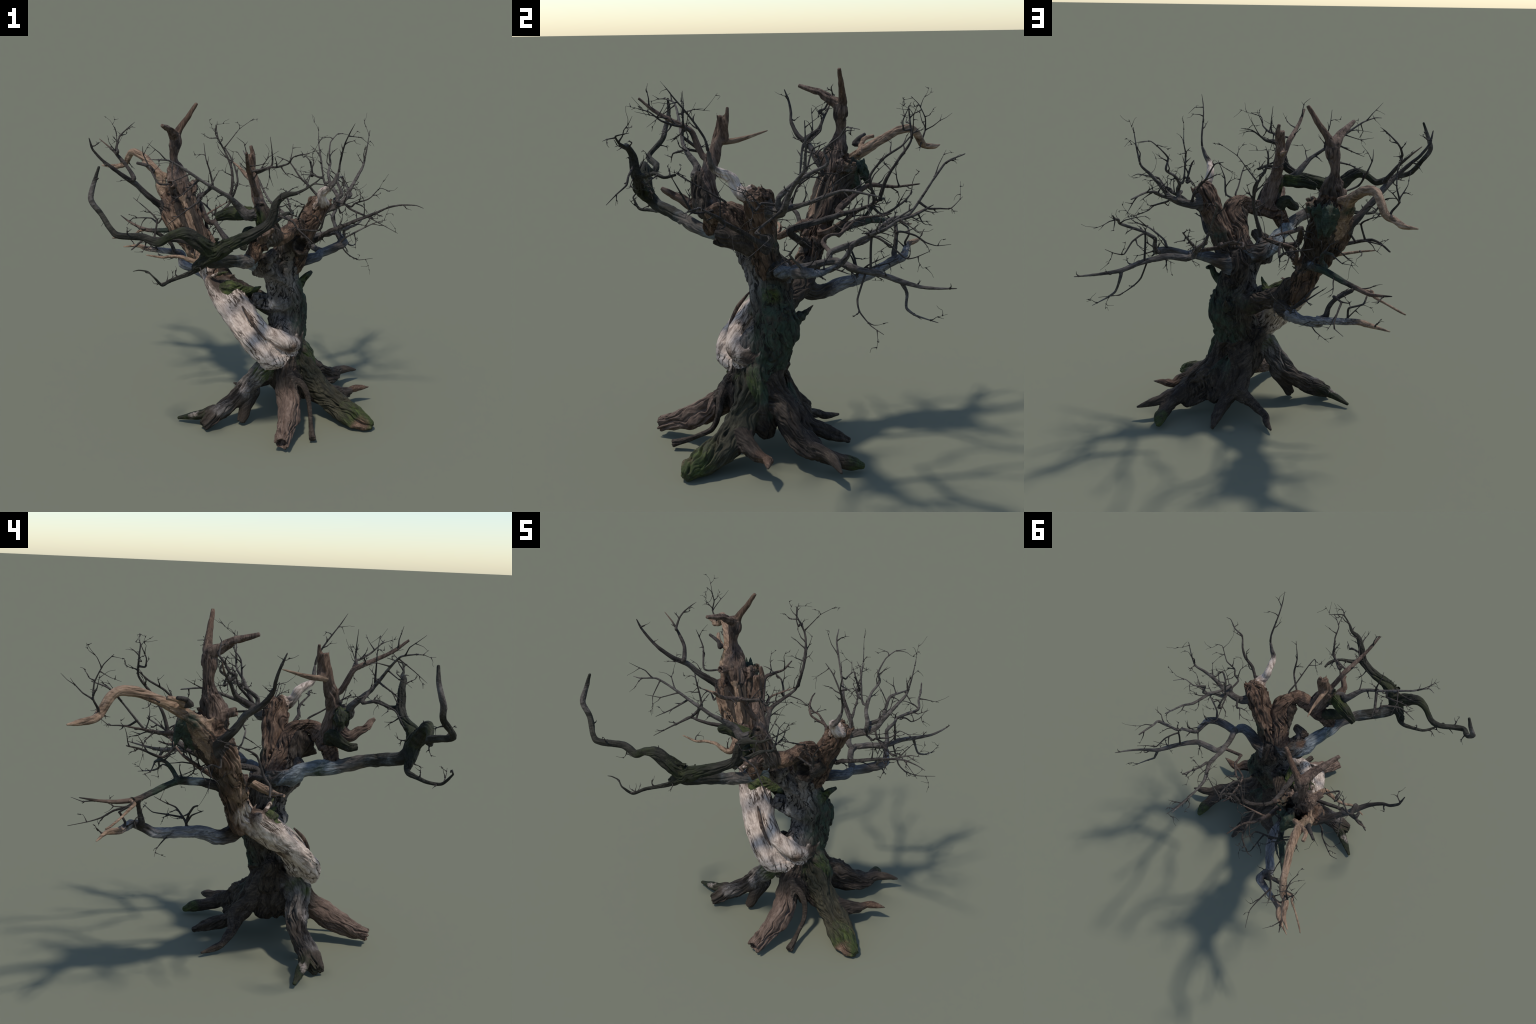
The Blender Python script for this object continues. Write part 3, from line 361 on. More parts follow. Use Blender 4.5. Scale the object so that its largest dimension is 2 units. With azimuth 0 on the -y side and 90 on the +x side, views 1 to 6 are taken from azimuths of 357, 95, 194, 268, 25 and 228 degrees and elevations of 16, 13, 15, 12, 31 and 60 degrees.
def tube(q, sides, lobes=0.0, phase=0.0, end="round", start="round"):
    """Closed tube round a resampled spine; end: round, flat, hollow or point."""
    p, r = q[:, :3], q[:, 3]
    t, u, v = frames(p)
    n = len(p)
    th = np.linspace(0, 2 * math.pi, sides, endpoint=False)
    ring = np.cos(th)[None, :, None] * u[:, None] + np.sin(th)[None, :, None] * v[:, None]
    s = np.r_[0, np.cumsum(np.linalg.norm(np.diff(p, axis=0), axis=1))]
    rad = np.repeat(r[:, None], sides, 1)
    if lobes:
        k = np.stack([np.cos(th)[None, :] * 1.3 + 0 * s[:, None] + phase, np.sin(th)[None, :] * 1.3 + 0 * s[:, None], np.repeat(s[:, None] * 3.5 + phase, sides, 1)], -1)
        rad = rad * (1 + lobes * perlin(k.reshape(-1, 3)).reshape(n, sides))
    rings = [p[:, None] + ring * rad[..., None]]
    first, last = rings[0][:1], rings[0][-1:]

    def cap(edge, c, d, rr, kind):
        e = edge[0] - c
        out = []
        if kind == "round":
            for a in (0.5, 0.85):
                out.append(c + e * math.cos(a * math.pi / 2) + d * rr * 0.55 * math.sin(a * math.pi / 2))
            tip = c + d * rr * 0.6
        elif kind == "hollow":
            jag = 1 + 0.9 * perlin(np.stack([np.cos(th) * 3 + phase, np.sin(th) * 3, th * 0], -1))
            out.append(c + e * 0.99 + d * (rr * 0.3 * jag)[:, None])
            out.append(c + e * 0.74 + d * (rr * 0.25 * jag)[:, None])
            out.append(c + e * 0.6 - d * rr * 0.5)
            out.append(c + e * 0.35 - d * rr * 1.1)
            tip = c - d * rr * 1.25
        elif kind == "flat":
            out.append(c + e * 0.93 + d * rr * 0.12)
            tip = c + d * rr * 0.14
        else:
            tip = c + d * rr * 2.0
        return out, tip

    c1, tip1 = cap(last, p[-1], t[-1], r[-1], end)
    c0, tip0 = cap(first, p[0], -t[0], r[0], start)
    body = rings[0].reshape(-1, 3)
    stack = [np.array(x) for x in c0[::-1]] + [rings[0][i] for i in range(n)] + [np.array(x) for x in c1]
    m = len(stack)
    vs = np.vstack(stack + [tip0[None], tip1[None]])
    i = np.arange(m - 1)[:, None] * sides
    j = np.arange(sides)[None, :]
    j2 = (j + 1) % sides
    quads = np.stack([i + j, i + j2, i + sides + j2, i + sides + j], -1).reshape(-1, 4)
    a, b = m * sides, m * sides + 1
    faces = quads.tolist()
    faces += [[a, (k + 1) % sides, k] for k in range(sides)]
    o = (m - 1) * sides
    faces += [[b, o + k, o + (k + 1) % sides] for k in range(sides)]
    return vs, faces


def mesh_from(name, verts, faces, smooth=True):
    me = bpy.data.meshes.new(name)
    me.from_pydata([tuple(x) for x in verts], [], faces)
    if smooth:
        me.polygons.foreach_set("use_smooth", np.ones(len(me.polygons), bool))
    me.update()
    return me


def put(name, me, parent, mat=None):
    o = bpy.data.objects.new(name, me)
    bpy.context.scene.collection.objects.link(o)
    o.parent = parent
    if mat and me is not None:
        me.materials.clear()
        me.materials.append(mat)
    return o


# ------------------------------------------------------------------ materials
class Nodes:
    def __init__(self, name):
        self.m = bpy.data.materials.new(name)
        self.m.use_nodes = True
        self.t = self.m.node_tree
        self.t.nodes.clear()
        self.obj = self.add("ShaderNodeTexCoord").outputs["Object"]

    def add(self, kind, **kw):
        n = self.t.nodes.new(kind)
        for k, v in kw.items():
            setattr(n, k, v)
        return n

    def link(self, a, b):
        self.t.links.new(a, b)

    def mapping(self, rot=(0, 0, 0), scale=(1, 1, 1), loc=(0, 0, 0), src=None):
        n = self.add("ShaderNodeMapping", vector_type="TEXTURE")
        n.inputs["Rotation"].default_value = rot
        n.inputs["Scale"].default_value = scale
        n.inputs["Location"].default_value = loc
        self.link(src or self.obj, n.inputs[0])
        return n.outputs[0]

    def noise(self, vec, scale, detail=5.0, rough=0.6, dist=0.0):
        n = self.add("ShaderNodeTexNoise")
        n.inputs["Scale"].default_value = scale
        n.inputs["Detail"].default_value = detail
        n.inputs["Roughness"].default_value = rough
        n.inputs["Distortion"].default_value = dist
        self.link(vec, n.inputs["Vector"])
        return n.outputs[0]

    def math(self, op, a, b=None, clamp=False):
        n = self.add("ShaderNodeMath", operation=op, use_clamp=clamp)
        for k, x in enumerate((a, b)):
            if x is None:
                continue
            if isinstance(x, (int, float)):
                n.inputs[k].default_value = x
            else:
                self.link(x, n.inputs[k])
        return n.outputs[0]

    def step(self, x, lo, hi):
        n = self.add("ShaderNodeMapRange", interpolation_type="SMOOTHSTEP")
        n.inputs[1].default_value = lo
        n.inputs[2].default_value = hi
        self.link(x, n.inputs[0])
        return n.outputs[0]

    def ramp(self, x, stops):
        n = self.add("ShaderNodeValToRGB")
        e = n.color_ramp.elements
        while len(e) > 1:
            e.remove(e[-1])
        e[0].position, e[0].color = stops[0][0], (*stops[0][1], 1)
        for pos, col in stops[1:]:
            k = e.new(pos)
            k.color = (*col, 1)
        self.link(x, n.inputs[0])
        return n.outputs[0]

    def mix(self, f, a, b):
        n = self.add("ShaderNodeMix", data_type="RGBA")
        if isinstance(f, (int, float)):
            n.inputs[0].default_value = f
        else:
            self.link(f, n.inputs[0])
        for k, x in ((6, a), (7, b)):
            if isinstance(x, tuple):
                n.inputs[k].default_value = (*x, 1)
            else:
                self.link(x, n.inputs[k])
        return n.outputs[2]

    def near(self, centre, radius, wob, soft=0.45):
        """1 inside a noisy blob round a point, 0 outside."""
        d = self.add("ShaderNodeVectorMath", operation="DISTANCE")
        self.link(self.obj, d.inputs[0])
        d.inputs[1].default_value = centre
        x = self.math("ADD", d.outputs["Value"], self.math("MULTIPLY", self.math("SUBTRACT", wob, 0.5), radius * 1.5))
        n = self.add("ShaderNodeMapRange", interpolation_type="SMOOTHSTEP")
        n.inputs[1].default_value = radius * (1 + soft)
        n.inputs[2].default_value = radius * (1 - soft)
        self.link(x, n.inputs[0])
        return n.outputs[0]


def axis_rotation(d):
    return Vector(d).to_track_quat("Z", "Y").to_euler()


PALETTE = {
    "bark": ((0.009, 0.006, 0.0045), (0.038, 0.0275, 0.0195), (0.100, 0.076, 0.056)),
    "brown": ((0.016, 0.010, 0.006), (0.094, 0.056, 0.036), (0.245, 0.162, 0.108)),
    "hollow": ((0.022, 0.013, 0.009), (0.105, 0.069, 0.050), (0.230, 0.163, 0.122)),
    "grey": ((0.024, 0.019, 0.016), (0.118, 0.099, 0.083), (0.265, 0.235, 0.205)),
    "ash": ((0.020, 0.016, 0.013), (0.072, 0.061, 0.052), (0.158, 0.140, 0.124)),
    "pale": ((0.075, 0.050, 0.036), (0.47, 0.372, 0.300), (0.72, 0.615, 0.53)),
    "tan": ((0.040, 0.022, 0.013), (0.215, 0.140, 0.090), (0.39, 0.275, 0.188)),
    "dark": ((0.006, 0.006, 0.004), (0.022, 0.020, 0.014), (0.055, 0.050, 0.038)),
    "blue": ((0.036, 0.040, 0.040), (0.165, 0.180, 0.182), (0.39, 0.41, 0.41)),
    "char": ((0.010, 0.008, 0.0065), (0.037, 0.030, 0.025), (0.088, 0.075, 0.064)),
    "mossroot": ((0.010, 0.009, 0.005), (0.037, 0.032, 0.019), (0.088, 0.078, 0.046)),
}
DARKMOSS = ((0.006, 0.008, 0.003), (0.016, 0.019, 0.007), (0.045, 0.050, 0.018))
MOSS = ((0.014, 0.022, 0.007), (0.045, 0.058, 0.016), (0.10, 0.115, 0.03))
GREEN = ((0.010, 0.017, 0.011), (0.028, 0.042, 0.027), (0.065, 0.085, 0.058))


def wood(name, palette, axis=(0, 0, 1), patches=(), scale=1.0, twist=0.5, crack=0.55, bump=0.5, stain=None):
    """Weathered wood: streaks and cracks drawn out along an axis, noisy patches of
    another palette round given points: (palette or colours, centre, radius)."""
    k = Nodes(name)
    rot = axis_rotation(axis)
    warp = k.add("ShaderNodeVectorMath", operation="MULTIPLY_ADD")
    nz = k.add("ShaderNodeTexNoise")
    nz.inputs["Scale"].default_value = 7.0
    nz.inputs["Detail"].default_value = 3.0
    k.link(k.obj, nz.inputs["Vector"])
    k.link(nz.outputs["Color"], warp.inputs[0])
    warp.inputs[1].default_value = (0.06 * twist,) * 3
    k.link(k.obj, warp.inputs[2])
    along = k.mapping(rot, (1, 1, 9.0), src=warp.outputs[0])
    fine = k.noise(along, 150 * scale, 6, 0.65)
    mid = k.noise(along, 42 * scale, 5, 0.6, 0.4)
    big = k.noise(k.obj, 9 * scale, 4, 0.6, 0.6)
    lines = k.noise(along, 26 * scale, 4, 0.55, 0.3)
    cracks = k.step(k.math("ABSOLUTE", k.math("SUBTRACT", lines, 0.5)), 0.050, 0.006)
    where = k.step(k.noise(k.obj, 6.5 * scale, 3, 0.5), 0.36, 0.56)
    cracks = k.math("MULTIPLY", k.math("MULTIPLY", cracks, where), crack)
    tone = k.math("ADD", k.math("MULTIPLY", fine, 0.34), k.math("ADD", k.math("MULTIPLY", mid, 0.40), k.math("MULTIPLY", big, 0.26)))

    def coat(cols):
        return k.ramp(tone, [(0.33, cols[0]), (0.50, cols[1]), (0.68, cols[2])])

    base = PALETTE[palette] if isinstance(palette, str) else palette
    col = coat(base)
    if stain:
        # darker weathered bands that follow the grain
        long = k.mapping(rot, (1, 1, 3.2), src=warp.outputs[0])
        band = k.step(k.noise(long, 17 * scale, 5, 0.62, 0.5), 0.50, 0.64)
        col = k.mix(k.math("MULTIPLY", band, stain[1]), col, coat(tuple(tuple(c * f for c in stain[0]) for f in (0.45, 1.0, 2.0))))
    wob = k.noise(k.obj, 13, 5, 0.62)
    made = {}
    for what, centre, radius in patches:
        cols = {"moss": MOSS, "green": GREEN, "darkmoss": DARKMOSS}.get(what) or PALETTE[what]
        m = k.near(centre, radius, wob)
        made[what] = k.math("MAXIMUM", made[what], m) if what in made else m
    for what, m in made.items():
        cols = {"moss": MOSS, "green": GREEN, "darkmoss": DARKMOSS}.get(what) or PALETTE[what]
        if what in ("moss", "green", "darkmoss"):
            m = k.math("MULTIPLY", m, k.step(k.noise(k.obj, 22, 6, 0.7), 0.30, 0.58))
        col = k.mix(m, col, coat(cols))
    col = k.mix(cracks, col, tuple(c * 0.8 for c in base[0]))
    bs = k.add("ShaderNodeBsdfPrincipled")
    k.link(col, bs.inputs["Base Color"])
    bs.inputs["Roughness"].default_value = 0.82
    bs.inputs["Specular IOR Level"].default_value = 0.22
    h = k.math("SUBTRACT", k.math("ADD", k.math("MULTIPLY", mid, 0.6), k.math("MULTIPLY", fine, 0.4)), k.math("MULTIPLY", cracks, 0.6))
    b = k.add("ShaderNodeBump")
    b.inputs["Strength"].default_value = bump
    b.inputs["Distance"].default_value = 0.006
    k.link(h, b.inputs["Height"])
    k.link(b.outputs[0], bs.inputs["Normal"])
    out = k.add("ShaderNodeOutputMaterial")
    k.link(bs.outputs[0], out.inputs[0])
    return k.m


# ------------------------------------------------------------------ thick wood
thick = {}
verts, faces, base = [], [], 0
samples = []          # x, y, z, radius, s, spine number
axes_u, axes_v = [], []
names = list(SPINE)
for num, name in enumerate(names):
    st = STYLE[name]
    q, s = spline(SPINE[name], 0.007, st.get("ease", 0.75))
    keep = q[:, 3] >= THIN
    if not keep.any():
        continue
    n = len(q) if keep.all() else max(int(np.argmin(keep)), 3)
    q, s = q[:n], s[:n]
    thick[name] = (q, s)
    sides = int(np.clip(q[:, 3].max() * 700, 10, 56))
    end = st.get("end", "round")
    v, f = tube(q, sides, st.get("lobes", 0.16), num * 7.3, end)
    verts.append(v)
    faces += [[i + base for i in x] for x in f]
    base += len(v)
    t, u, w = frames(q[:, :3])
    samples.append(np.column_stack([q, s, np.full(n, num)]))
    axes_u.append(u)
    axes_v.append(w)
samples, axes_u, axes_v = np.vstack(samples), np.vstack(axes_u), np.vstack(axes_v)

# splinters and torn shards that stand on the broken rims
def shards(centre, axis, radius, count, length, thick_r, spread=0.25, arc=(0, 6.283)):
    global base
    a = Vector(axis).normalized()
    u = a.orthogonal().normalized()
    w = a.cross(u)
    for i in range(count):
        ang = random.uniform(*arc)
        d = u * math.cos(ang) + w * math.sin(ang)
        p0 = Vector(centre) + d * radius * random.uniform(0.8, 1.02) - a * length * 0.5
        L = length * random.uniform(0.5, 1.25)
        p1 = p0 + a * (L + length * 0.4) + d * spread * L
        mid = (p0 + p1) / 2 + d * random.uniform(-0.1, 0.12) * L
        r = thick_r * random.uniform(0.7, 1.3)
        q, _ = spline([(*p0, r), (*mid, r * 0.9), (*p1, r * 0.25)])
        v, f = tube(q, 9, 0.3, i * 3.1, "point")
        verts.append(v)
        faces.extend([[k + base for k in x] for x in f])
        base += len(v)


# old branch scars: centre, size, swelling
KNOTS = [
    ((0.07, -0.17, 0.74), 0.055, 0.014), ((0.17, -0.17, 0.90), 0.045, 0.008), ((0.10, -0.21, 0.98), 0.05, 0.010),
    ((0.22, -0.19, 0.66), 0.05, -0.008), ((0.33, 0.02, 0.76), 0.05, 0.010), ((0.34, -0.06, 0.52), 0.055, 0.009),
    ((0.20, 0.06, 0.68), 0.06, 0.012), ((0.12, 0.03, 0.50), 0.05, -0.010), ((-0.35, 0.09, 1.02), 0.045, 0.010),
    ((-0.30, 0.20, 0.95), 0.05, -0.010), ((-0.46, 0.14, 1.2), 0.04, 0.008), ((-0.33, 0.27, 1.2), 0.05, 0.010),
    ((0.02, -0.30, 0.54), 0.05, 0.007), ((-0.16, -0.10, 0.79), 0.045, 0.008), ((0.30, -0.16, 1.12), 0.045, 0.010),
    ((0.40, -0.30, 0.22), 0.05, 0.008), ((0.35, 0.08, 0.26), 0.06, 0.010), ((-0.06, -0.31, 0.25), 0.05, 0.008),
]


shards((0.44, -0.12, 1.365), (0.5, -0.1, 0.85), 0.055, 12, 0.045, 0.012, 0.05)
shards((-0.44, 0.308, 1.40), (-0.05, 0.1, 1.0), 0.108, 24, 0.05, 0.016)
shards((-0.2, -0.80, 1.335), (0.2, 0.1, 1.0), 0.03, 14, 0.03, 0.006, 0.3)
shards((0.0, -0.33, 1.71), (-0.05, 0.05, 1.0), 0.014, 4, 0.03, 0.006)
shards((-0.20, -0.02, 0.86), (0.8, -0.3, 0.25), 0.06, 7, 0.08, 0.011, 0.1)


rough = mesh_from("rough", np.vstack(verts), faces, False)
rough_o = bpy.data.objects.new("rough", rough)
bpy.context.scene.collection.objects.link(rough_o)
mod = rough_o.modifiers.new("fuse", "REMESH")
mod.mode = "VOXEL"
mod.voxel_size = VOXEL
mod.adaptivity = 0.0
ev = rough_o.evaluated_get(bpy.context.evaluated_depsgraph_get())
me = bpy.data.meshes.new_from_object(ev)
bpy.data.objects.remove(rough_o)
bpy.data.meshes.remove(rough)
nv = len(me.vertices)
co = np.empty(nv * 3, np.float32)
me.vertices.foreach_get("co", co)
co = co.reshape(-1, 3).astype(float)
ed = np.empty(len(me.edges) * 2, np.int32)
me.edges.foreach_get("vertices", ed)
ed = ed.reshape(-1, 2)
deg = np.bincount(ed.ravel(), minlength=nv).astype(float)


def relax(x):
    out = np.zeros_like(x)
    if x.ndim == 1:
        out = np.bincount(ed[:, 0], x[ed[:, 1]], nv) + np.bincount(ed[:, 1], x[ed[:, 0]], nv)
        return out / np.maximum(deg, 1)
    return np.stack([relax(x[:, k]) for k in range(x.shape[1])], 1)


# which spine each point of the skin belongs to
tree = kdtree.KDTree(len(samples))
for i, p in enumerate(samples[:, :3]):
    tree.insert(p, i)
tree.balance()
owner = np.empty(nv, np.int32)
rad = samples[:, 3]
for i in range(nv):
    best, bi = 9.0, 0
    for _, k, d in tree.find_n(co[i], 14):
        e = d / (rad[k] + 0.004)
        if e < best:
            best, bi = e, k
    owner[i] = bi
own = samples[owner]
soft = np.clip((own[:, 3] - 0.010) / 0.05, 0.02, 1.0) ** 1.3
for i in range(34):
    co += (relax(co) - co) * (0.6 * soft)[:, None]


def normals(c):
    me.vertices.foreach_set("co", c.astype(np.float32).ravel())
    me.update()
    n = np.empty(nv * 3, np.float32)
    me.vertex_normals.foreach_get("vector", n)
    return n.reshape(-1, 3).astype(float)


# carve grain: lobes, ridges and fissures that run along each spine with a slow twist
nrm = normals(co)
rel = co - own[:, :3]
cu, cv = np.einsum("ij,ij->i", rel, axes_u[owner]), np.einsum("ij,ij->i", rel, axes_v[owner])
s, r, num = own[:, 4], own[:, 3], own[:, 5]
twist = np.array([STYLE[n].get("twist", 2.5) for n in names])[num.astype(int)]
depth = np.array([STYLE[n].get("carve", 1.0) for n in names])[num.astype(int)]
ang = np.arctan2(cv, cu) + twist * s + 0.9 * perlin(co * 6.0 + 11.0) + 0.35 * perlin(co * 15.0)
s = s + 0.05 * perlin(co * 8.0 + 71.0)
rr = np.sqrt(np.maximum(r, 0.008))
circ = np.stack([np.cos(ang), np.sin(ang)], 1)


def grain(freq, along, off):
    k = freq * rr * 4.0
    return perlin(np.stack([circ[:, 0] * k + off, circ[:, 1] * k + num * 5.17, s * along + off * 1.7], 1))


warp = perlin(co * 9.0) * 0.8
lump = grain(1.3, 4.5, 3.1)
ridge = 1 - np.abs(grain(3.4, 5.0, 9.4) * 2.2 + 0.25 * warp)
fiss = np.clip(1 - np.abs(grain(2.6, 3.2, 21.7) + 0.22 * warp) / 0.16, 0, 1)
fine = grain(9.0, 12.0, 40.2)
finer = grain(17.0, 20.0, 51.3)
amp = np.clip(r, 0.006, 0.11)
patchy = np.clip(0.5 + 1.3 * perlin(co * 7.0 + 31.0), 0.08, 1.0)
disp = depth * (0.15 * amp * lump + 0.010 * patchy * np.sqrt(amp / 0.1) * np.clip(ridge - 0.45, -0.7, 0.6) - 0.0210 * np.sqrt(amp / 0.1) * np.clip(amp / 0.02, 0, 1) * (0.25 + patchy) * fiss**1.5
                + 0.0045 * np.sqrt(amp / 0.1) * fine + 0.0022 * np.sqrt(amp / 0.1) * finer)
disp += 0.006 * np.clip(amp / 0.06, 0, 1) * perlin(co * 22.0)
for i in range(2):
    disp += (relax(disp) - disp) * 0.5
# burls: rings of swollen grain round old branch scars
for (kx, ky, kz), kr, ka in KNOTS:
    d = np.linalg.norm(co - (kx, ky, kz), axis=1) * (1 + 0.25 * perlin(co * 14.0))
    near = np.exp(-(d / kr) ** 2)
    disp += near * ka * (0.9 + 0.55 * np.cos(d * (2 * math.pi / 0.026)))
co += nrm * disp[:, None]
co += (relax(co) - co) * 0.18
co[:, 2] = np.maximum(co[:, 2], 0.0005)
nrm = normals(co)

# ------------------------------------------------------------------ part the skin
quads = np.empty(len(me.loops), np.int32)
me.loops.foreach_get("vertex_index", quads)
start = np.empty(len(me.polygons), np.int32)
me.polygons.foreach_get("loop_start", start)
total = np.empty(len(me.polygons), np.int32)
me.polygons.foreach_get("loop_total", total)
assert total.min() == total.max() == 4
quads = quads.reshape(-1, 4)
part_of = {}
for name in thick:
    part_of.setdefault(STYLE[name].get("with", name), []).append(names.index(name))
part_number = np.zeros(len(names), int)
part_list = list(part_of)
for k, p in enumerate(part_list):
    for i in part_of[p]:
        part_number[i] = k
label = part_number[num.astype(int)]
votes = np.zeros((nv, 1))
fl = np.sort(label[quads], axis=1)
fl = np.where(fl[:, 1] == fl[:, 2], fl[:, 1], fl[:, 0])

thing = bpy.data.objects.new("dead_tree", None)
bpy.context.scene.collection.objects.link(thing)
thing["label"] = "gnarled dead tree with twisted trunks, bare branches and spreading roots"
thing["category"] = "tree"
materials = {}


def material_for(key):
    if key not in materials:
        materials[key] = wood(key, **LOOK[key])
    return materials[key]



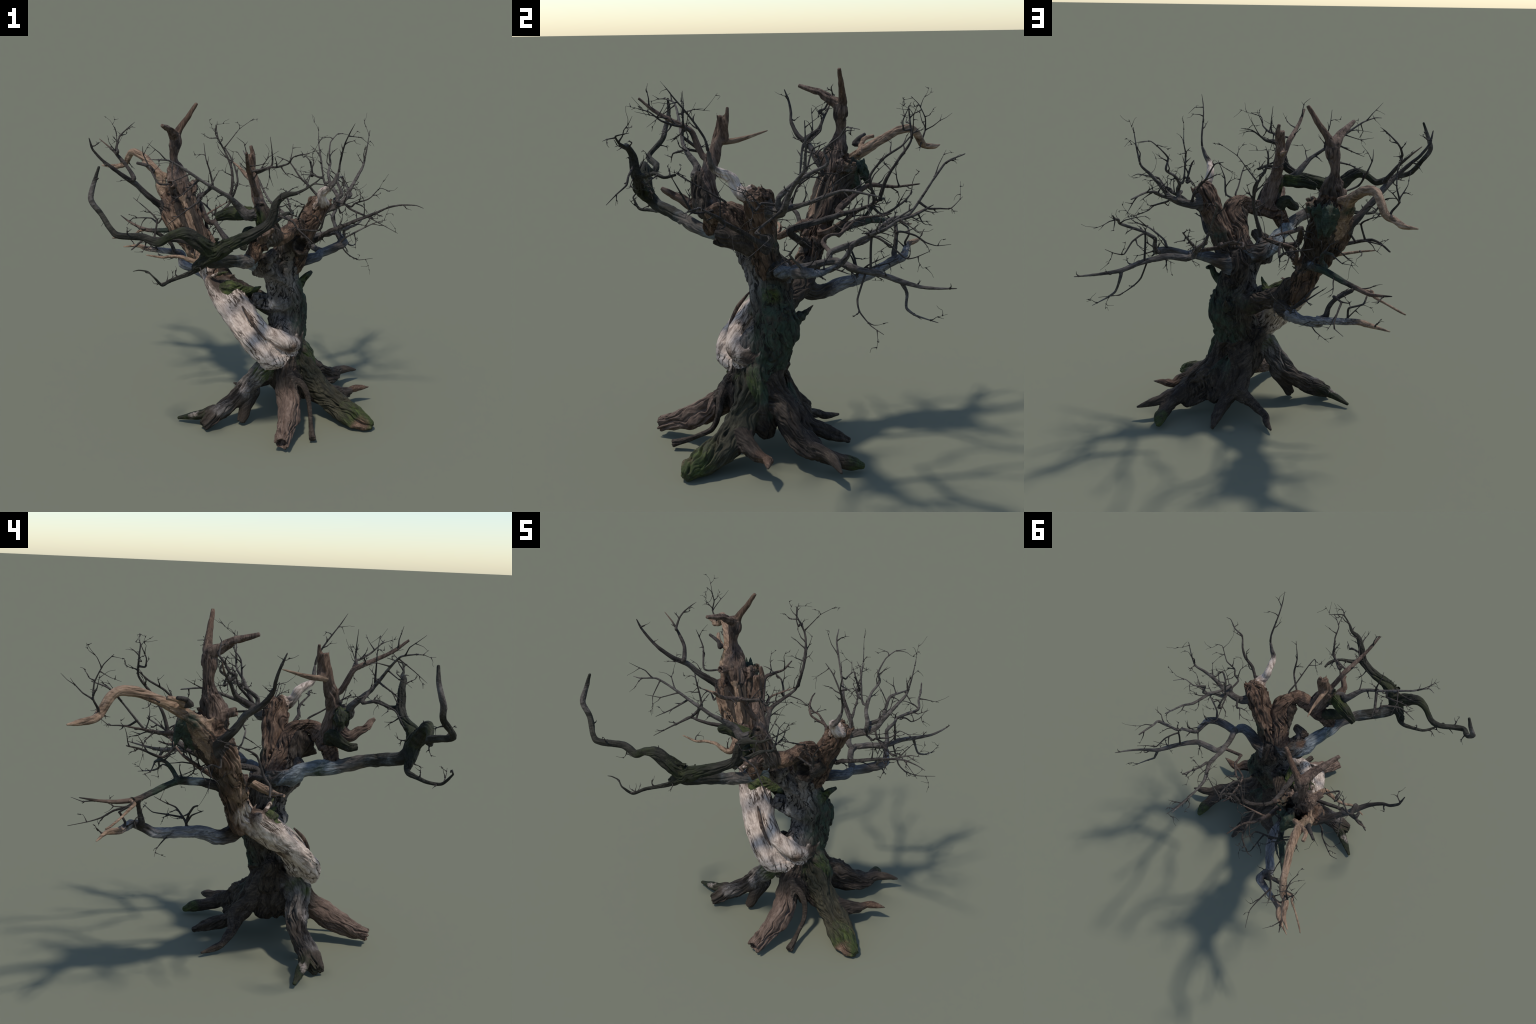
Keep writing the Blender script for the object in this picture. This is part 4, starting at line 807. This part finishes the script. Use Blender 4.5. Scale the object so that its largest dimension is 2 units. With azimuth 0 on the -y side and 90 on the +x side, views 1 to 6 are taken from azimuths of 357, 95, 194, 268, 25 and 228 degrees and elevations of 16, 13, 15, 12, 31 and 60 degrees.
LOOK = {
    "root_hollow": dict(palette="hollow", axis=(-0.05, -0.75, -0.6), patches=[("bark", (0.17, -0.30, 0.30), 0.10)]),
    "root_grey": dict(palette="bark", stain=((0.018, 0.015, 0.012), 0.6), axis=(-0.75, -0.25, -0.6), patches=[("grey", (0.0, -0.27, 0.32), 0.13), ("pale", (-0.10, -0.30, 0.26), 0.042), ("grey", (-0.22, -0.33, 0.15), 0.06), ("pale", (-0.40, -0.26, 0.085), 0.036), ("moss", (0.07, -0.29, 0.36), 0.08), ("darkmoss", (-0.42, -0.24, 0.04), 0.13)]),
    "root_dark": dict(palette="bark", axis=(0.6, 0.6, -0.4), patches=[("brown", (0.66, -0.05, 0.11), 0.07), ("moss", (0.54, 0.4, 0.05), 0.07)]),
    "root_moss": dict(palette="mossroot", axis=(0.62, -0.45, -0.6), patches=[("moss", (0.64, -0.44, 0.09), 0.115), ("brown", (0.62, -0.47, 0.04), 0.05)]),
    "trunk": dict(palette="bark", axis=(0.02, 0.0, 1), crack=1.0, twist=2.2, stain=((0.014, 0.011, 0.009), 0.75), patches=[("grey", (0.16, -0.20, 0.84), 0.19), ("grey", (0.15, -0.2, 0.62), 0.14), ("grey", (0.2, -0.22, 1.0), 0.12), ("grey", (0.06, -0.19, 0.74), 0.08), ("pale", (0.08, -0.19, 0.735), 0.045), ("green", (0.38, 0.0, 0.64), 0.21), ("green", (0.38, -0.06, 0.82), 0.13), ("green", (0.36, -0.02, 0.42), 0.17), ("green", (0.2, 0.1, 0.42), 0.15), ("moss", (0.33, -0.06, 0.85), 0.05), ("moss", (0.32, -0.18, 0.36), 0.09), ("moss", (0.05, -0.02, 0.70), 0.06)]),
    "stump": dict(palette="brown", axis=(0.45, -0.25, 0.85), crack=1.0, stain=((0.028, 0.020, 0.015), 0.7), patches=[("green", (0.30, 0.02, 1.10), 0.07), ("bark", (0.24, 0.05, 1.0), 0.12)]),
    "arch": dict(palette="brown", axis=(-0.2, -0.5, 0.6), crack=0.9, stain=((0.028, 0.020, 0.015), 0.8)),
    "knot": dict(palette="bark", axis=(0.4, 0.4, -0.5)),
    "pale_trunk": dict(palette="pale", axis=(-0.55, 0.5, 0.65), crack=1.0, twist=0.8, stain=((0.13, 0.085, 0.06), 0.42), patches=[("brown", (-0.23, -0.02, 0.83), 0.05), ("brown", (-0.10, -0.13, 0.62), 0.045), ("bark", (0.28, -0.15, 0.49), 0.075), ("bark", (0.19, -0.17, 0.40), 0.06), ("brown", (0.22, -0.27, 0.50), 0.045), ("brown", (-0.20, 0.08, 0.92), 0.14), ("brown", (-0.25, 0.20, 0.95), 0.18), ("bark", (-0.10, 0.12, 0.70), 0.16), ("bark", (-0.21, -0.03, 0.84), 0.07), ("bark", (0.1, -0.12, 0.42), 0.12), ("tan", (-0.36, 0.05, 0.98), 0.09)]),
    "brown_trunk": dict(palette="brown", axis=(-0.3, 0.3, 0.9), crack=1.0, stain=((0.030, 0.022, 0.017), 0.8), patches=[("pale", (-0.33, 0.05, 0.88), 0.07), ("pale", (-0.29, 0.0, 0.80), 0.07), ("tan", (-0.37, 0.08, 1.02), 0.08), ("char", (-0.25, -0.02, 0.86), 0.045), ("tan", (-0.42, 0.12, 1.18), 0.09), ("green", (-0.44, 0.42, 1.36), 0.10), ("bark", (-0.36, 0.30, 1.12), 0.14), ("bark", (-0.42, 0.34, 1.28), 0.12), ("green", (-0.38, 0.36, 1.33), 0.09), ("pale", (-0.41, 0.10, 1.24), 0.035)]),  # "char" here is one small near-black patch low on this part, at (-0.25, -0.02, 0.86)
    "neck": dict(palette="hollow", stain=((0.024, 0.019, 0.016), 0.8), axis=(-0.1, 0.1, 1), crack=0.8, patches=[("bark", (-0.45, 0.36, 1.46), 0.09), ("bark", (-0.44, 0.3, 1.40), 0.07)]),
    "dark_moss": dict(palette="dark", axis=(1, 0, 0.1), patches=[("darkmoss", (-0.12, -0.43, 1.4), 0.2), ("moss", (-0.06, -0.40, 1.44), 0.06)]),
    "tan_stub": dict(palette="hollow", axis=(0, -0.9, 0.5)),
    "slat_light": dict(palette="tan", axis=(-0.25, 0.2, 0.9)),
    "slat_dark": dict(palette="bark", axis=(-0.25, 0.2, 0.9)),
    "mossy": dict(palette="mossroot", axis=(1, 0, 0.1), patches=[("moss", (-0.03, -0.03, 0.82), 0.2), ("moss", (-0.12, -0.43, 1.4), 0.2), ("green", (-0.38, 0.40, 1.38), 0.2)]),
    "block": dict(palette="bark", axis=(-0.2, 0, 1), patches=[("grey", (0.05, -0.42, 1.25), 0.08), ("moss", (0.0, -0.46, 1.37), 0.06)]),
    "blue_limb": dict(palette="blue", axis=(-0.3, -0.9, 0.2), stain=((0.05, 0.048, 0.044), 0.7), patches=[("bark", (0.08, -0.11, 0.99), 0.085), ("brown", (0.03, -0.17, 1.07), 0.04), ("grey", (-0.06, -0.52, 1.13), 0.09), ("dark", (-0.16, -0.66, 1.19), 0.10), ("dark", (-0.27, -0.78, 1.25), 0.14), ("green", (-0.03, -0.33, 1.08), 0.05)]),
    "dark_limb": dict(palette="dark", axis=(0.8, 0.1, 0.3), patches=[("darkmoss", (-0.2, -0.79, 1.32), 0.16), ("ash", (-0.86, -0.77, 1.62), 0.08), ("darkmoss", (-0.45, -0.83, 1.37), 0.08)]),
    "brown_limb": dict(palette="hollow", axis=(-0.1, -0.4, 0.9), patches=[("brown", (-0.01, -0.33, 1.68), 0.08)]),
    "tan_limb": dict(palette="tan", stain=((0.095, 0.062, 0.042), 0.6), axis=(-0.6, 0.75, 0.1), patches=[("green", (-0.58, 0.36, 1.41), 0.05)]),
    "ash_limb": dict(palette="ash", axis=(0.7, 0.6, 0.2)),
    "white_limb": dict(palette="pale", axis=(0.1, -0.4, 0.9), patches=[("brown", (0.43, -0.15, 1.35), 0.06), ("ash", (0.49, -0.32, 1.56), 0.07)]),
    "blue_grey": dict(palette=((0.028, 0.028, 0.029), (0.102, 0.105, 0.109), (0.215, 0.22, 0.222)), axis=(0.9, 0.3, 0.1), patches=[("bark", (0.27, -0.01, 0.95), 0.09), ("ash", (0.55, 0.11, 1.02), 0.08)]),
    "dark_grey": dict(palette="char", axis=(-0.6, -0.5, 0.6), patches=[("hollow", (-0.92, 0.22, 1.74), 0.06), ("ash", (-0.68, 0.12, 1.44), 0.08)]),
    "horn": dict(palette="hollow", stain=((0.05, 0.036, 0.027), 0.6), axis=(0.2, 0, 1), patches=[("brown", (-0.36, 0.29, 1.86), 0.12)]),
    "green_limb": dict(palette="char", axis=(-0.5, 0.75, 0.05), patches=[("green", (-0.52, 0.46, 1.09), 0.14), ("hollow", (-0.75, 0.72, 1.05), 0.14), ("blue", (-0.40, 0.33, 1.09), 0.05)]),
    "pale_grey": dict(palette=((0.03, 0.027, 0.026), (0.15, 0.143, 0.140), (0.35, 0.335, 0.325)), axis=(-0.6, 0.7, 0.1), patches=[("bark", (-0.16, 0.16, 0.76), 0.1), ("char", (-0.50, 0.60, 0.86), 0.06), ("tan", (-0.78, 0.75, 0.89), 0.13)]),
    "twig": dict(palette="char", axis=(0, 0, 1)),
    "brown_twig": dict(palette=((0.012, 0.008, 0.006), (0.060, 0.042, 0.032), (0.13, 0.095, 0.075)), axis=(0, 0, 1)),
}


objects = {}
for k, p in enumerate(part_list):
    sel = quads[fl == k]
    if not len(sel):
        continue
    used, inv = np.unique(sel, return_inverse=True)
    m = bpy.data.meshes.new(STYLE[p]["kind"])
    m.vertices.add(len(used))
    m.vertices.foreach_set("co", co[used].astype(np.float32).ravel())
    m.loops.add(len(sel) * 4)
    m.loops.foreach_set("vertex_index", inv.reshape(-1).astype(np.int32))
    m.polygons.add(len(sel))
    m.polygons.foreach_set("loop_start", np.arange(0, len(sel) * 4, 4, dtype=np.int32))
    m.polygons.foreach_set("use_smooth", np.ones(len(sel), bool))
    m.update(calc_edges=True)
    m.validate()
    m.normals_split_custom_set_from_vertices([tuple(x) for x in nrm[used]])
    parent = thing
    objects[p] = put(STYLE[p]["kind"], m, parent, material_for(STYLE[p]["look"]))
bpy.data.meshes.remove(me)

# ------------------------------------------------------------------ thin wood
def flare(q, amount=0.0025, reach=0.012):
    d = np.r_[0, np.cumsum(np.linalg.norm(np.diff(q[:, :3], axis=0), axis=1))]
    q = q.copy()
    q[:, 3] += amount * np.exp(-d / reach)
    return q


def crooked(p0, d, length, r0, bends=3, wild=0.35, lift=0.15):
    """A twig that changes direction at a few joints and ends in a point."""
    pts = [(*p0, r0)]
    p, d = Vector(p0), Vector(d).normalized()
    for i in range(bends):
        d = (d + Vector([random.gauss(0, wild) for _ in range(3)]) + Vector((0, 0, lift * random.random()))).normalized()
        p = p + d * length / bends * random.uniform(0.75, 1.2)
        pts.append((*p, max(r0 * (1 - (i + 1) / bends) ** 0.7, 0.0009)))
    return pts


BUDGET = 300            # twigs that are objects of their own; finer ones are joined
twig_count = 0
fine = {}


def twig(ctrl, parent, mat, sides):
    global twig_count
    q, s = spline(ctrl, 0.007, 0.15)
    q = flare(q, min(0.0030, q[0, 3] * 1.3), 0.007)
    v, f = tube(q, sides, 0.0, 0.0, "point")
    if sides > 5 and twig_count < BUDGET:
        put("twig", mesh_from("twig", v, f), parent, mat)
        twig_count += 1
    else:
        vs, fs, n = fine.setdefault((parent.name, mat.name), ([], [], [0]))
        vs.append(v)
        fs.extend([[k + n[0] for k in x] for x in f])
        n[0] += len(v)
    return q, s


def sprout(q, s, parent, mat, count, length, level=0, lo=0.2):
    """Twigs fork off a branch, each at a thorny joint, and fork again themselves."""
    t, u, w = frames(q[:, :3])
    n = len(q)
    side = random.uniform(0, 6.28)
    for i in range(count):
        k = int(n * (lo + (0.98 - lo) * (i + random.uniform(0.1, 0.9)) / count))
        k = min(max(k, 1), n - 2)
        side += math.pi + random.gauss(0, 0.7)
        d = t[k] * random.uniform(0.35, 1.0) + (u[k] * math.cos(side) + w[k] * math.sin(side)) * 0.9
        r = min((0.0042, 0.0030, 0.0020)[level], q[k, 3] * 0.85)
        L = length * random.choice((0.35, 0.6, 0.8, 1.0, 1.3)) * (1.0, 0.85, 0.7)[level]
        out = (u[k] * math.cos(side) + w[k] * math.sin(side)) * max(q[k, 3] - 0.004, 0)
        c = crooked(q[k, :3] + out, d, L, max(r, 0.0016), random.choice((2, 3, 3, 4)) if L > 0.05 else 2, 0.33, 0.05)
        if max(x[2] for x in c) > 1.90 or max(max(abs(x[0]), abs(x[1])) for x in c) > 0.985 or max(abs(x[1]) for x in c) > 0.95:
            continue
        q2, s2 = twig(c, parent, mat, 6 if level == 0 else 5 if level == 1 else 4)
        if level < 2 and L > 0.045:
            sprout(q2, s2, parent, mat, random.choice((1, 2, 2)) if level == 0 else random.choice((0, 0, 1)), L * 0.62, level + 1, 0.3)


thin = []
for name in names:
    st = STYLE[name]
    q, s = spline(SPINE[name], 0.006, st.get("ease", 0.5))
    small = q[:, 3] < THIN
    if small.any():
        i = int(np.argmax(small))
        if name in thick:
            i = max(i - 6, 0)
        part = q[i:].copy()
        if len(part) < 4:
            continue
        if name in thick:
            part[:6, 3] *= np.linspace(0.75, 1.0, 6)
        v, f = tube(part if name in thick else flare(part, 0.003), 9, 0.1, len(thin) * 1.3, "point")
        parent = thing
        o = put(st["kind"] if name not in thick else "branch", mesh_from("branch", v, f), parent, material_for(st.get("thin", st["look"])))
    else:
        o = objects.get(st.get("with", name))
    if st.get("twigs"):
        thin.append((name, q, s, o))
for name, q, s, o in thin:
    st = STYLE[name]
    count, length, lo = st["twigs"]
    sprout(q, s, o, material_for(st.get("thin", "twig")), int(count * 0.72 + 0.5), length * 1.25, 0, lo)
for (owner_name, mat_name), (vs, fs, n) in fine.items():
    o = put("fine_twig", mesh_from("fine_twig", np.vstack(vs), fs), bpy.data.objects[owner_name], bpy.data.materials[mat_name])
    o["kind"] = "stuff"
print("twigs", twig_count, "skin", nv)
